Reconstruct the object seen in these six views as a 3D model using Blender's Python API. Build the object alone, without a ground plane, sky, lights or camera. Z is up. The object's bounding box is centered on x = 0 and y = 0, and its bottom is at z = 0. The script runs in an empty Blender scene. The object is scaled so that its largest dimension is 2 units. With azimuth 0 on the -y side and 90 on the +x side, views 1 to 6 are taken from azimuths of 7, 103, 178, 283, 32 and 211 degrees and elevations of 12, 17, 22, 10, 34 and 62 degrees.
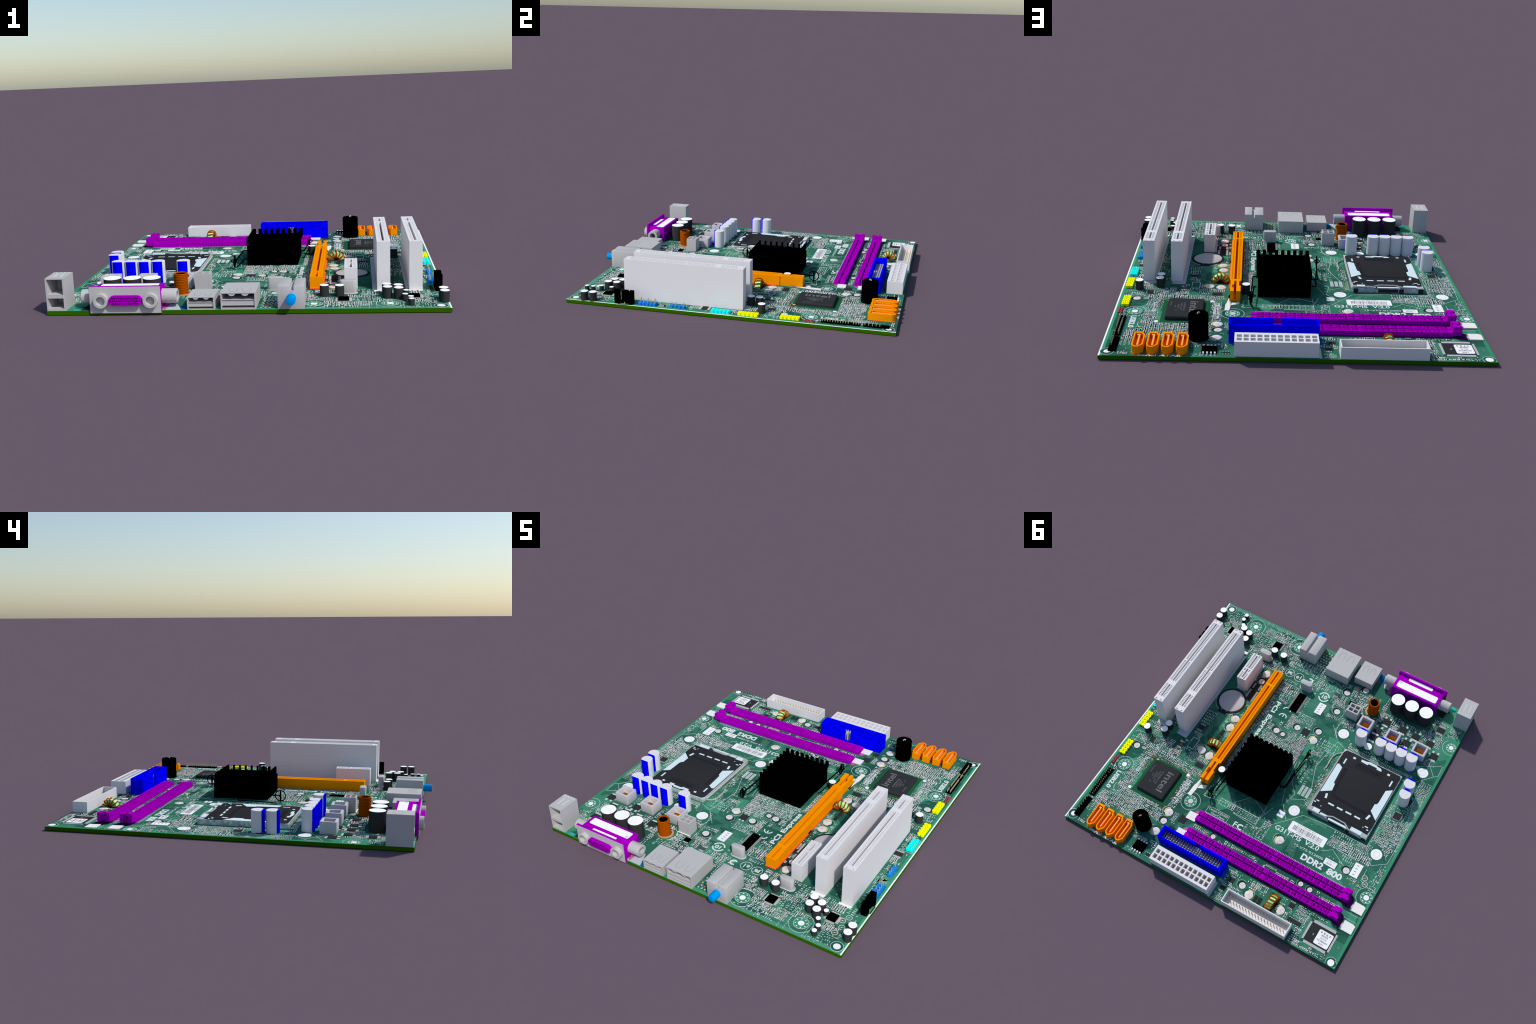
# Desktop computer motherboard, built part by part.  Metres, z up, board lies flat.
import bpy, bmesh, math, random
from mathutils import Vector, Matrix

RNG = random.Random(41)
ZB = 0.020            # top of the circuit board
pi = math.pi

# ------------------------------------------------------------------ materials
MATS = {}

def mat(name, col, rough=0.85, spec=0.0, metal=0.0, grain=0.0, scale=180.0):
    """plain plastic / metal with an optional fine procedural grain"""
    if name in MATS:
        return MATS[name]
    m = bpy.data.materials.new(name)
    m.use_nodes = True
    nt = m.node_tree
    b = nt.nodes["Principled BSDF"]
    b.inputs["Roughness"].default_value = rough
    b.inputs["Metallic"].default_value = metal
    b.inputs["Specular IOR Level"].default_value = spec
    b.inputs["Base Color"].default_value = (*col, 1)
    if grain > 0:
        tc = nt.nodes.new("ShaderNodeTexCoord")
        no = nt.nodes.new("ShaderNodeTexNoise")
        no.inputs["Scale"].default_value = scale
        no.inputs["Detail"].default_value = 3
        rp = nt.nodes.new("ShaderNodeValToRGB")
        rp.color_ramp.elements[0].position = 0.3
        rp.color_ramp.elements[1].position = 0.7
        rp.color_ramp.elements[0].color = (*[c * (1 - grain) for c in col], 1)
        rp.color_ramp.elements[1].color = (*[min(1, c * (1 + grain)) for c in col], 1)
        nt.links.new(tc.outputs["Object"], no.inputs["Vector"])
        nt.links.new(no.outputs["Fac"], rp.inputs["Fac"])
        nt.links.new(rp.outputs["Color"], b.inputs["Base Color"])
    MATS[name] = m
    return m


def board_material():
    """green solder mask: copper areas in a few greens, fine trace lines, pale routed edge on +x"""
    m = bpy.data.materials.new("solder_mask")
    m.use_nodes = True
    nt = m.node_tree
    N = nt.nodes.new
    L = nt.links.new
    b = nt.nodes["Principled BSDF"]
    b.inputs["Roughness"].default_value = 0.6
    b.inputs["Specular IOR Level"].default_value = 0.0
    tc = N("ShaderNodeTexCoord")
    sep = N("ShaderNodeSeparateXYZ"); L(tc.outputs["Object"], sep.inputs[0])
    # copper pours: large angular patches
    vo = N("ShaderNodeTexVoronoi"); vo.distance = 'CHEBYCHEV'
    vo.inputs["Scale"].default_value = 5.5
    mp = N("ShaderNodeMapping"); mp.inputs["Rotation"].default_value = (0, 0, pi / 4)
    L(tc.outputs["Object"], mp.inputs["Vector"]); L(mp.outputs[0], vo.inputs["Vector"])
    pr = N("ShaderNodeValToRGB"); pr.color_ramp.interpolation = 'CONSTANT'
    e = pr.color_ramp.elements
    e[0].position = 0; e[0].color = (.021, .102, .072, 1)
    e[1].position = .34; e[1].color = (.031, .146, .096, 1)
    x = e.new(.66); x.color = (.042, .190, .122, 1)
    x = e.new(.90); x.color = (.055, .250, .155, 1)
    sc = N("ShaderNodeSeparateColor"); L(vo.outputs["Color"], sc.inputs[0])
    L(sc.outputs[0], pr.inputs["Fac"])
    # bundles of parallel tracks, two diagonal directions and one straight, masked in patches
    def tracks(angle, scale, seed):
        mp = N("ShaderNodeMapping"); mp.inputs["Rotation"].default_value = (0, 0, angle)
        L(tc.outputs["Object"], mp.inputs["Vector"])
        w = N("ShaderNodeTexWave"); w.inputs["Scale"].default_value = scale
        w.inputs["Distortion"].default_value = 0.0
        L(mp.outputs[0], w.inputs["Vector"])
        nz = N("ShaderNodeTexVoronoi"); nz.distance = 'MANHATTAN'; nz.inputs["Scale"].default_value = 4.1
        mp2 = N("ShaderNodeMapping"); mp2.inputs["Location"].default_value = (seed, seed * .7, 0)
        L(tc.outputs["Object"], mp2.inputs["Vector"]); L(mp2.outputs[0], nz.inputs["Vector"])
        s2 = N("ShaderNodeSeparateColor"); L(nz.outputs["Color"], s2.inputs[0])
        g = N("ShaderNodeMath"); g.operation = 'GREATER_THAN'; g.inputs[1].default_value = .62
        L(s2.outputs[1], g.inputs[0])
        mu = N("ShaderNodeMath"); mu.operation = 'MULTIPLY'
        L(w.outputs["Fac"], mu.inputs[0]); L(g.outputs[0], mu.inputs[1])
        return mu
    col = pr.outputs["Color"]
    for ang, s, sd in ((0.0, 41, 3.1), (pi / 4, 37, 7.7), (pi / 2, 45, 12.4)):
        t = tracks(ang, s, sd)
        mx = N("ShaderNodeMix"); mx.data_type = 'RGBA'; mx.inputs["B"].default_value = (.060, .260, .160, 1)
        f = N("ShaderNodeMath"); f.operation = 'MULTIPLY'; f.inputs[1].default_value = .17
        L(t.outputs[0], f.inputs[0]); L(f.outputs[0], mx.inputs["Factor"])
        L(col, mx.inputs["A"]); col = mx.outputs["Result"]
    # cloudy variation of the mask
    nz = N("ShaderNodeTexNoise"); nz.inputs["Scale"].default_value = 3.0; nz.inputs["Detail"].default_value = 4
    L(tc.outputs["Object"], nz.inputs["Vector"])
    mx = N("ShaderNodeMix"); mx.data_type = 'RGBA'; mx.blend_type = 'MULTIPLY'; mx.inputs["Factor"].default_value = 1
    cr = N("ShaderNodeValToRGB")
    cr.color_ramp.elements[0].position = .3; cr.color_ramp.elements[0].color = (.8, .8, .85, 1)
    cr.color_ramp.elements[1].position = .7; cr.color_ramp.elements[1].color = (1.15, 1.15, 1.1, 1)
    L(nz.outputs["Fac"], cr.inputs["Fac"]); L(col, mx.inputs["A"]); L(cr.outputs["Color"], mx.inputs["B"])
    col = mx.outputs["Result"]
    # lighter ground band along the rear (-y) rim and the +x rim
    def band(sock, op, thr):
        g = N("ShaderNodeMath"); g.operation = op; g.inputs[1].default_value = thr
        L(sock, g.inputs[0]); return g.outputs[0]
    for sock, op, thr, c in ((sep.outputs[1], 'LESS_THAN', -.925, (.055, .29, .165, 1)),
                             (sep.outputs[0], 'GREATER_THAN', .938, (.05, .33, .17, 1)),
                             (sep.outputs[0], 'LESS_THAN', -.94, (.045, .26, .135, 1)),
                             (sep.outputs[0], 'GREATER_THAN', .9515, (.95, .95, .95, 1))):
        mx = N("ShaderNodeMix"); mx.data_type = 'RGBA'; mx.inputs["B"].default_value = c
        L(band(sock, op, thr), mx.inputs["Factor"]); L(col, mx.inputs["A"]); col = mx.outputs["Result"]
    L(col, b.inputs["Base Color"])
    return m


M_BOARD = board_material()
M_EDGE = mat("laminate_edge", (.033, .125, .0))
M_SILK = mat("silkscreen_ink", (.74, .79, .78))
M_SILKD = mat("silkscreen_fine_ink", (.50, .60, .57))
M_PAD = mat("tinned_pad", (.62, .61, .60), grain=.12)
M_VIA = mat("copper_via", (.70, .40, .24))
M_SMD = mat("resistor_black", (.030, .030, .032), grain=.3)
M_SMDB = mat("capacitor_tan", (.30, .21, .14), grain=.2)
M_SMDG = mat("component_grey", (.20, .21, .21), grain=.2)
M_CHIP = mat("chip_epoxy", (.033, .035, .038), grain=.12)
M_BLACK = mat("black_plastic", (.0003, .0003, .0003))
M_CAPB = mat("capacitor_sleeve", (.040, .040, .040))
M_CAPW = mat("capacitor_lid", (.98, .98, .98))
M_WHITE = mat("white_plastic", (.77, .75, .76), grain=.02)
M_CREAM = mat("white_latch", (.86, .85, .80), grain=.03)
M_GREY = mat("port_grey", (.50, .49, .485), grain=.02)
M_LINE = mat("engraved_line", (.22, .22, .22))
M_CHOKE = mat("choke_grey", (.54, .53, .54), grain=.03)
M_POLY = mat("polymer_white", (.74, .73, .74))
M_BLUE = mat("marking_blue", (.0, .0, 1.0))
M_IDE = mat("socket_blue", (.0, .0, .98))
M_HBLUE = mat("header_blue", (.010, .22, .76))
M_YEL = mat("header_yellow", (1.0, 1.0, .0))
M_CYAN = mat("header_cyan", (.0, .98, .95))
M_RED = mat("header_red", (.46, .055, .065), grain=.1)
M_GOLD = mat("gold_pin", (.50, .41, .15))
M_GOLDP = mat("pale_gold_pin", (.50, .47, .30))
M_PIN = mat("steel_pin", (.44, .44, .46))
M_PURP = mat("socket_purple", (.415, .0, .475))
M_PURPD = mat("dark_purple_smear", (.085, .012, .10), grain=.5, scale=90)
M_ORNG = mat("socket_orange", (1.0, .315, .0))
M_ORNGD = mat("socket_orange_inside", (.95, .21, .0))  # socket orange darkened and reddened for the shading inside the openings
M_TONG = mat("contact_tongue_peach", (1.0, .42, .11))
M_REDO = mat("socket_foot_red", (1.0, .12, .03))
M_COPPER = mat("copper_winding", (.375, .072, .0))
M_CORE = mat("ferrite_green", (.50, .98, .36))
M_METAL = mat("socket_plate_metal", (.66, .80, .83), grain=.04)
M_METALG = mat("socket_rim_metal", (.40, .47, .47), grain=.45, scale=45)
M_STEEL = mat("lever_steel", (.42, .41, .40), grain=.15)
M_SOCK = mat("socket_cover_black", (.028, .029, .032), grain=.06, scale=300)
M_SOCKB = mat("socket_hinge_dark", (.035, .050, .055), grain=.5, scale=40)
M_SOCKD = mat("socket_cover_groove", (.014, .015, .017))
M_INKG = mat("laser_mark_grey", (.17, .17, .17))
M_COIN = mat("battery_steel", (.56, .55, .55), grain=.03)
M_YRING = mat("electrolyte_yellow", (.72, .66, .26), grain=.15)
M_DRING = mat("dark_sleeve_ring", (.020, .030, .028))
M_LIDF = mat("aluminium_lid", (.74, .70, .69), grain=.06, scale=60)
M_LIDM = mat("lid_score", (.42, .40, .40))
M_SUBS = mat("chip_substrate_green", (.018, .105, .048), grain=.1)
M_LABEL = mat("paper_label", (.90, .90, .90))
M_JACK = mat("jack_blue", (.0, .31, .80))
M_PURPP = mat("port_purple", (.39, .0, .47))
M_TRACE = mat("trace_green", (.090, .290, .190))
M_TRACEL = mat("trace_pale", (.16, .36, .26))
M_TRACED = mat("trace_dark", (.017, .080, .060))
M_POUR = mat("copper_pour_light", (.058, .270, .165))
M_POURD = mat("copper_pour_dark", (.020, .098, .070))
M_IDEB = mat("socket_base_blue", (.01, .10, .34), grain=.3)
M_PINK = mat("latch_foot_pink", (.52, .12, .28), grain=.3)
M_TEAL = mat("port_foot_teal", (.02, .45, .47), grain=.1)
M_PBASE = mat("slot_foot_grey", (.50, .54, .57), grain=.05)

# ------------------------------------------------------------------ mesh builder
class Build:
    def __init__(s):
        s.v, s.f, s.m, s.mats = [], [], [], []

    def mi(s, m):
        if m not in s.mats:
            s.mats.append(m)
        return s.mats.index(m)

    def face(s, ids, m):
        s.f.append(ids); s.m.append(s.mi(m))

    def add(s, pts):
        n = len(s.v); s.v.extend(pts); return list(range(n, n + len(pts)))

    def box(s, x0, x1, y0, y1, z0, z1, m, top=None, bottom=True):
        a = s.add([(x0, y0, z0), (x1, y0, z0), (x1, y1, z0), (x0, y1, z0),
                   (x0, y0, z1), (x1, y0, z1), (x1, y1, z1), (x0, y1, z1)])
        if bottom:
            s.face([a[3], a[2], a[1], a[0]], m)
        s.face([a[4], a[5], a[6], a[7]], top or m)
        for i in range(4):
            j = (i + 1) % 4
            s.face([a[i], a[j], a[4 + j], a[4 + i]], m)

    def cbox(s, cx, cy, w, h, z0, z1, m, top=None, rot=0.0, bottom=False):
        c, sn = math.cos(rot), math.sin(rot)
        q = [(-w / 2, -h / 2), (w / 2, -h / 2), (w / 2, h / 2), (-w / 2, h / 2)]
        s.prism([(cx + x * c - y * sn, cy + x * sn + y * c) for x, y in q], z0, z1, m, top, bottom)

    def prism(s, poly, z0, z1, m, top=None, bottom=True):
        n = len(poly)
        a = s.add([(x, y, z0) for x, y in poly]); b = s.add([(x, y, z1) for x, y in poly])
        if bottom:
            s.face(a[::-1], m)
        s.face(b, top or m)
        for i in range(n):
            j = (i + 1) % n
            s.face([a[i], a[j], b[j], b[i]], m)

    def line(s, pts, w, m, z0=ZB, z1=ZB + .0007, closed=False):
        """flat inked line through plan points"""
        n = len(pts)
        for i in range(n if closed else n - 1):
            p, q = Vector(pts[i]), Vector(pts[(i + 1) % n])
            d = q - p
            if d.length < 1e-6:
                continue
            s.cbox((p.x + q.x) / 2, (p.y + q.y) / 2, d.length + w * .6, w, z0, z1, m, rot=math.atan2(d.y, d.x))

    def ring(s, cx, cy, r0, r1, z0, z1, m, n=40, a0=0.0, a1=2 * pi):
        full = abs(a1 - a0 - 2 * pi) < 1e-6
        k = n if full else n + 1
        ang = [a0 + (a1 - a0) * i / n for i in range(k)]
        def circ(r, z): return s.add([(cx + r * math.cos(t), cy + r * math.sin(t), z) for t in ang])
        A, Bq, C, D = circ(r0, z0), circ(r1, z0), circ(r1, z1), circ(r0, z1)
        inside = lambda t: -.9555 < cx + r1 * math.cos(t) < .9555 and -.9455 < cy + r1 * math.sin(t) < .9985
        for i in range(n):
            j = (i + 1) % k
            if z1 < ZB + .003 and not (inside(ang[i]) and inside(ang[j])):
                continue                                   # printed rings stop at the board edge
            s.face([D[i], C[i], C[j], D[j]], m)
            s.face([Bq[i], Bq[j], C[j], C[i]], m)
            s.face([A[j], A[i], D[i], D[j]], m)

    def lathe(s, prof, n=40, cx=0, cy=0, axis='z', mats=None, base=(0, 0, 0)):
        """profile of (radius, height); mats one per profile segment"""
        rings = []
        for r, h in prof:
            pts = []
            for i in range(n):
                t = 2 * pi * i / n
                a, b = r * math.cos(t), r * math.sin(t)
                if axis == 'z': p = (cx + a, cy + b, h)
                elif axis == 'x': p = (h, cx + a, cy + b)
                else: p = (cx + a, h, cy + b)
                pts.append(p)
            rings.append(s.add(pts) if r > 1e-7 else s.add([pts[0]]))
        for k in range(len(prof) - 1):
            m = mats[k] if isinstance(mats, (list, tuple)) else mats
            A, Bq = rings[k], rings[k + 1]
            for i in range(n):
                j = (i + 1) % n
                if len(A) == 1 and len(Bq) == 1: continue
                if len(A) == 1: s.face([A[0], Bq[j], Bq[i]], m)
                elif len(Bq) == 1: s.face([A[i], A[j], Bq[0]], m)
                else: s.face([A[i], A[j], Bq[j], Bq[i]], m)

    def tube(s, path, r, m, n=8, closed=False):
        P = [Vector(p) for p in path]
        k = len(P); rings = []
        up = None
        for i in range(k):
            if closed: t = P[(i + 1) % k] - P[i - 1]
            else: t = P[min(i + 1, k - 1)] - P[max(i - 1, 0)]
            t.normalize()
            if up is None:
                up = Vector((0, 0, 1)) if abs(t.z) < .9 else Vector((1, 0, 0))
            a = t.cross(up)
            if a.length < 1e-4:
                a = t.cross(Vector((0, 1, 0)))
            a.normalize(); b = a.cross(t); b.normalize(); up = b
            rings.append(s.add([tuple(P[i] + (a * math.cos(2 * pi * j / n) + b * math.sin(2 * pi * j / n)) * r) for j in range(n)]))
        for i in range(k if closed else k - 1):
            A, Bq = rings[i], rings[(i + 1) % k]
            for j in range(n):
                l = (j + 1) % n
                s.face([A[j], A[l], Bq[l], Bq[j]], m)
        if not closed:
            s.face(rings[0][::-1], m); s.face(rings[-1], m)

    def grid(s, xs, ys, hf, z0, m, mf=None, mapf=None, wall=None):
        """block over a rectilinear grid; hf(i,j) gives the height of each cell (None = empty).
        mapf turns (a,b,h) into xyz, so the same routine makes fronts of sockets."""
        mapf = mapf or (lambda a, b, h: (a, b, h))
        nx, ny = len(xs) - 1, len(ys) - 1
        H = [[hf(i, j) for j in range(ny)] for i in range(nx)]
        idx = {}
        def V(i, j, h):
            key = (i, j, round(h, 6))
            if key not in idx:
                idx[key] = s.add([mapf(xs[i], ys[j], h)])[0]
            return idx[key]
        def hgt(i, j):
            return H[i][j] if 0 <= i < nx and 0 <= j < ny else None
        for i in range(nx):
            for j in range(ny):
                h = H[i][j]
                if h is None: continue
                mm = mf(i, j) if mf else m
                s.face([V(i, j, h), V(i + 1, j, h), V(i + 1, j + 1, h), V(i, j + 1, h)], mm)
                s.face([V(i, j + 1, z0), V(i + 1, j + 1, z0), V(i + 1, j, z0), V(i, j, z0)], m)
                for di, dj, p, q in ((-1, 0, (i, j + 1), (i, j)), (1, 0, (i + 1, j), (i + 1, j + 1)),
                                     (0, -1, (i, j), (i + 1, j)), (0, 1, (i + 1, j + 1), (i, j + 1))):
                    g = hgt(i + di, j + dj)
                    g = z0 if g is None else g
                    up = (h > g) if z0 <= h else (h < g)
                    if up and abs(h - g) > 1e-7:
                        s.face([V(*p, g), V(*q, g), V(*q, h), V(*p, h)], wall or m)

    def cup(s, outer, inner, z0, z1, zf, m, mi):
        n = len(outer)
        a = s.add([(x, y, z0) for x, y in outer]); b = s.add([(x, y, z1) for x, y in outer])
        c = s.add([(x, y, z1) for x, y in inner]); d = s.add([(x, y, zf) for x, y in inner])
        for i in range(n):
            j = (i + 1) % n
            s.face([a[i], a[j], b[j], b[i]], m); s.face([b[i], b[j], c[j], c[i]], m)
            s.face([c[i], c[j], d[j], d[i]], mi)
        s.face(d, mi); s.face(a[::-1], m)

    def mesh(s, name, bevel=0.0, smooth=35):
        me = bpy.data.meshes.new(name)
        me.from_pydata(s.v, [], s.f)
        for m in s.mats:
            me.materials.append(m)
        me.polygons.foreach_set("material_index", s.m)
        if bevel > 0:
            bm = bmesh.new(); bm.from_mesh(me)
            bmesh.ops.remove_doubles(bm, verts=bm.verts, dist=1e-6)
            es = [e for e in bm.edges if len(e.link_faces) == 2 and e.calc_face_angle(0) > .6]
            bmesh.ops.bevel(bm, geom=es, offset=bevel, segments=2, profile=.5, affect='EDGES', clamp_overlap=True)
            bm.to_mesh(me); bm.free()
        me.polygons.foreach_set("use_smooth", [True] * len(me.polygons))
        me.set_sharp_from_angle(angle=math.radians(smooth))
        me.update()
        return me


ROOT = bpy.data.objects.new("computer_motherboard", None)
bpy.context.scene.collection.objects.link(ROOT)
ROOT["label"] = "green computer motherboard crowded with colourful sockets, ports and capacitors"
ROOT["category"] = "motherboard"


def put(name, me, loc=(0, 0, 0), parent=None, rot=0.0, stuff=False):
    o = bpy.data.objects.new(name, me)
    bpy.context.scene.collection.objects.link(o)
    o.parent = parent or ROOT
    o.location = loc
    o.rotation_euler = (0, 0, rot)
    if stuff:
        o["kind"] = "stuff"
    return o


def text_into(b, txt, loc, size, m, rot=0.0, h=.0006, width=None, bold=0.0, align='CENTER', gap=1.0):
    """built-in font lettering as thin raised ink; rot about z; width stretches to a given length"""
    cu = bpy.data.curves.new("lettering", 'FONT')
    cu.body = txt; cu.size = size; cu.align_x = align; cu.align_y = 'CENTER'
    cu.offset = bold; cu.extrude = h / 2; cu.resolution_u = 3
    cu.space_character = gap
    ob = bpy.data.objects.new("lettering", cu)
    bpy.context.scene.collection.objects.link(ob)
    dg = bpy.context.evaluated_depsgraph_get()
    ev = ob.evaluated_get(dg)
    me = ev.to_mesh()
    vs = [v.co.copy() for v in me.vertices]
    sx = 1.0
    if width and vs:
        w = max(v.x for v in vs) - min(v.x for v in vs)
        sx = width / w if w > 0 else 1
    c, sn = math.cos(rot), math.sin(rot)
    pts = [(loc[0] + v.x * sx * c - v.y * sn, loc[1] + v.x * sx * sn + v.y * c, loc[2] + v.z + h / 2) for v in vs]
    ids = b.add(pts)
    for p in me.polygons:
        b.face([ids[i] for i in p.vertices], m)
    ev.to_mesh_clear()
    bpy.data.objects.remove(ob); bpy.data.curves.remove(cu)

KEEP = []     # plan rectangles taken by parts: small components stay clear of them
def keep(x0, x1, y0, y1):
    KEEP.append((min(x0, x1), max(x0, x1), min(y0, y1), max(y0, y1)))

# ------------------------------------------------------------------ the circuit board
b = Build()
b.box(-.9595, .9595, -.9495, 1.0, 0, ZB, M_EDGE, top=M_BOARD)
put("circuit_board", b.mesh("circuit_board"))

# ------------------------------------------------------------------ expansion slots
def slot_mesh(name, w, length, z1, gaps, n_contacts, m, mdark, depth=.02, contact=.0055):
    """long socket: centre slot broken by bridges, a row of contact windows on both shoulders"""
    b = Build()
    x = w / 2
    xs = [-x, -x + .010, -x + .010 + w * .18, -w * .085, w * .085, x - .010 - w * .18, x - .010, x]
    ys = {-length / 2, length / 2}
    for a, c in gaps: ys |= {a, c}
    cont = []
    for a, c in gaps:
        k = max(2, int((c - a) / (contact * 1.85)))
        for i in range(k):
            p = a + (c - a) * (i + .25) / k; q = a + (c - a) * (i + .75) / k
            if RNG.random() < .93:
                cont.append((p, q)); ys |= {p, q}
    for e in (-length / 2 + .006, length / 2 - .012):
        cont.append((e, e + .006)); ys |= {e, e + .006}
    ys = sorted(ys); ys = [v for i, v in enumerate(ys) if i == 0 or v - ys[i - 1] > 1e-5]
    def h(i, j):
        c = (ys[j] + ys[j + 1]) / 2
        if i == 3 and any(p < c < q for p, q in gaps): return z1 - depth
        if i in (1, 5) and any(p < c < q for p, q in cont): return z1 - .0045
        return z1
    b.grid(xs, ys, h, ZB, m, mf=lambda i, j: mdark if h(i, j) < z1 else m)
    return b.mesh(name)

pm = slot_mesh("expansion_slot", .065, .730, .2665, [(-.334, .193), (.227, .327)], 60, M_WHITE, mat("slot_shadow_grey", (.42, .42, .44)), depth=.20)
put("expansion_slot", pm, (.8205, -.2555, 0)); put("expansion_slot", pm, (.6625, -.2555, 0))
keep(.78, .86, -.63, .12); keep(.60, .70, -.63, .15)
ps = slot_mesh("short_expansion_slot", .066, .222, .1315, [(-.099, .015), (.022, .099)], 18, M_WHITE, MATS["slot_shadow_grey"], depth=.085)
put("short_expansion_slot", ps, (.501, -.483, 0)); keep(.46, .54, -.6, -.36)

# graphics slot: long orange socket with a forked latch end
b = Build()
yl = [-.576, -.569, -.4606, -.4432, .2012, .218]
xs = [.292, .300, .3125, .3195, .3325, .3395, .348, .357]
cont, ys = [], set(yl)
for a, c in ((-.569, -.4606), (-.4432, .2012)):
    k = int((c - a) / .0092)
    for i in range(k):
        p = a + (c - a) * (i + .3) / k; q = a + (c - a) * (i + .72) / k
        cont.append((p, q)); ys |= {p, q}
ys = sorted(ys)
def hx(i, j):
    c = (ys[j] + ys[j + 1]) / 2
    if i == 3 and (-.569 < c < -.4606 or -.4432 < c < .2012): return .045
    if i in (1, 5) and any(p < c < q for p, q in cont): return .078
    return .083
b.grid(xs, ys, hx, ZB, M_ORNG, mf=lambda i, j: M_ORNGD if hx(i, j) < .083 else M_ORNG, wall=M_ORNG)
xs2 = [.295, .304, .319, .3325, .3425, .352]
ys2 = [.2182, .226, .248, .279, .292, .318, .330, .3665]
def h2(i, j):
    if i == 0 and 0 < j < 4: return None                     # waist on the near side
    if i == 2 and j >= 1: return .034
    if i == 3 and j in (3, 4): return .050
    return .083
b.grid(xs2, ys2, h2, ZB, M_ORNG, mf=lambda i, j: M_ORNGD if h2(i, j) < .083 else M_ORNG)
b.prism([(.356, -.572), (.363, -.565), (.363, .20), (.356, .205)], ZB, ZB + .004, M_REDO)
b.prism([(.292, -.583), (.360, -.583), (.360, -.5765), (.292, -.5765)], ZB, ZB + .003, M_REDO)
put("graphics_slot", b.mesh("graphics_slot")); keep(.285, .365, -.59, .38)

b = Build()   # white latch lever at the end of the graphics slot, lying flat
b.prism([(.352, .288), (.361, .291), (.346, .385), (.345, .419), (.347, .437), (.352, .487), (.377, .488), (.375, .416), (.368, .392)][::-1], ZB, ZB + .004, M_CREAM)
b.prism([(.342, .392), (.300, .372), (.298, .400), (.344, .420)], ZB, ZB + .003, M_CREAM)
put("slot_latch", b.mesh("slot_latch")); keep(.29, .385, .37, .5)

# thin feet of the white slots printed flush with the board
b = Build()
b.prism([(.607, -.605), (.629, -.605), (.629, .1100), (.610, .1100)], ZB, ZB + .0015, M_PBASE)
b.prism([(.610, .1105), (.690, .1105), (.684, .146), (.612, .150)], ZB, ZB + .0015, M_PBASE)
b.prism([(.772, -.600), (.787, -.600), (.787, .1100), (.775, .1100)], ZB, ZB + .0015, M_PBASE)
b.prism([(.775, .1105), (.850, .1105), (.846, .140), (.776, .145)], ZB, ZB + .0015, M_PBASE)
b.prism([(.615, -.640), (.690, -.640), (.695, -.622), (.612, -.622)], ZB, ZB + .003, M_CREAM)
b.prism([(.780, -.640), (.850, -.640), (.855, -.623), (.778, -.623)], ZB, ZB + .003, M_CREAM)
b.prism([(.456, -.60), (.467, -.60), (.467, -.37), (.456, -.366)], ZB, ZB + .0015, M_PBASE)
b.prism([(.468, -.3715), (.533, -.3715), (.533, -.356), (.468, -.356)], ZB, ZB + .0015, M_PBASE)
put("slot_foot", b.mesh("slot_foot"))

# ------------------------------------------------------------------ memory sockets
b = Build()
groups = []
x = .205
while x > -.775:                      # contact windows: small groups of narrow ones, then a wide one
    for _ in range(RNG.choice((2, 3, 3, 4))):
        groups.append((x - .0032, x)); x -= .0068
        if x < -.775: break
    if x > -.765 and RNG.random() < .85:
        groups.append((x - .0085, x)); x -= .0125
    x -= RNG.choice((.004, .008))
    if -.330 < x < -.292: x = -.330
xs = sorted({-.795, .235} | {p for g in groups for p in g})
ys = [0, .0045, .0235, .0275, .0375, .0415, .0625, .068]
def hd(i, j):
    c = (xs[i] + xs[i + 1]) / 2
    if j == 3: return .030
    if j in (1, 5) and any(p < c < q for p, q in groups): return .030
    return .0468
M_WIN = mat("contact_window_dark", (.045, .0, .06))  # socket purple taken nearly black so window floors look deep in shadow
b.grid(xs, ys, hd, ZB, M_PURP, mf=lambda i, j: M_WIN if hd(i, j) < .04 else M_PURP)
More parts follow.
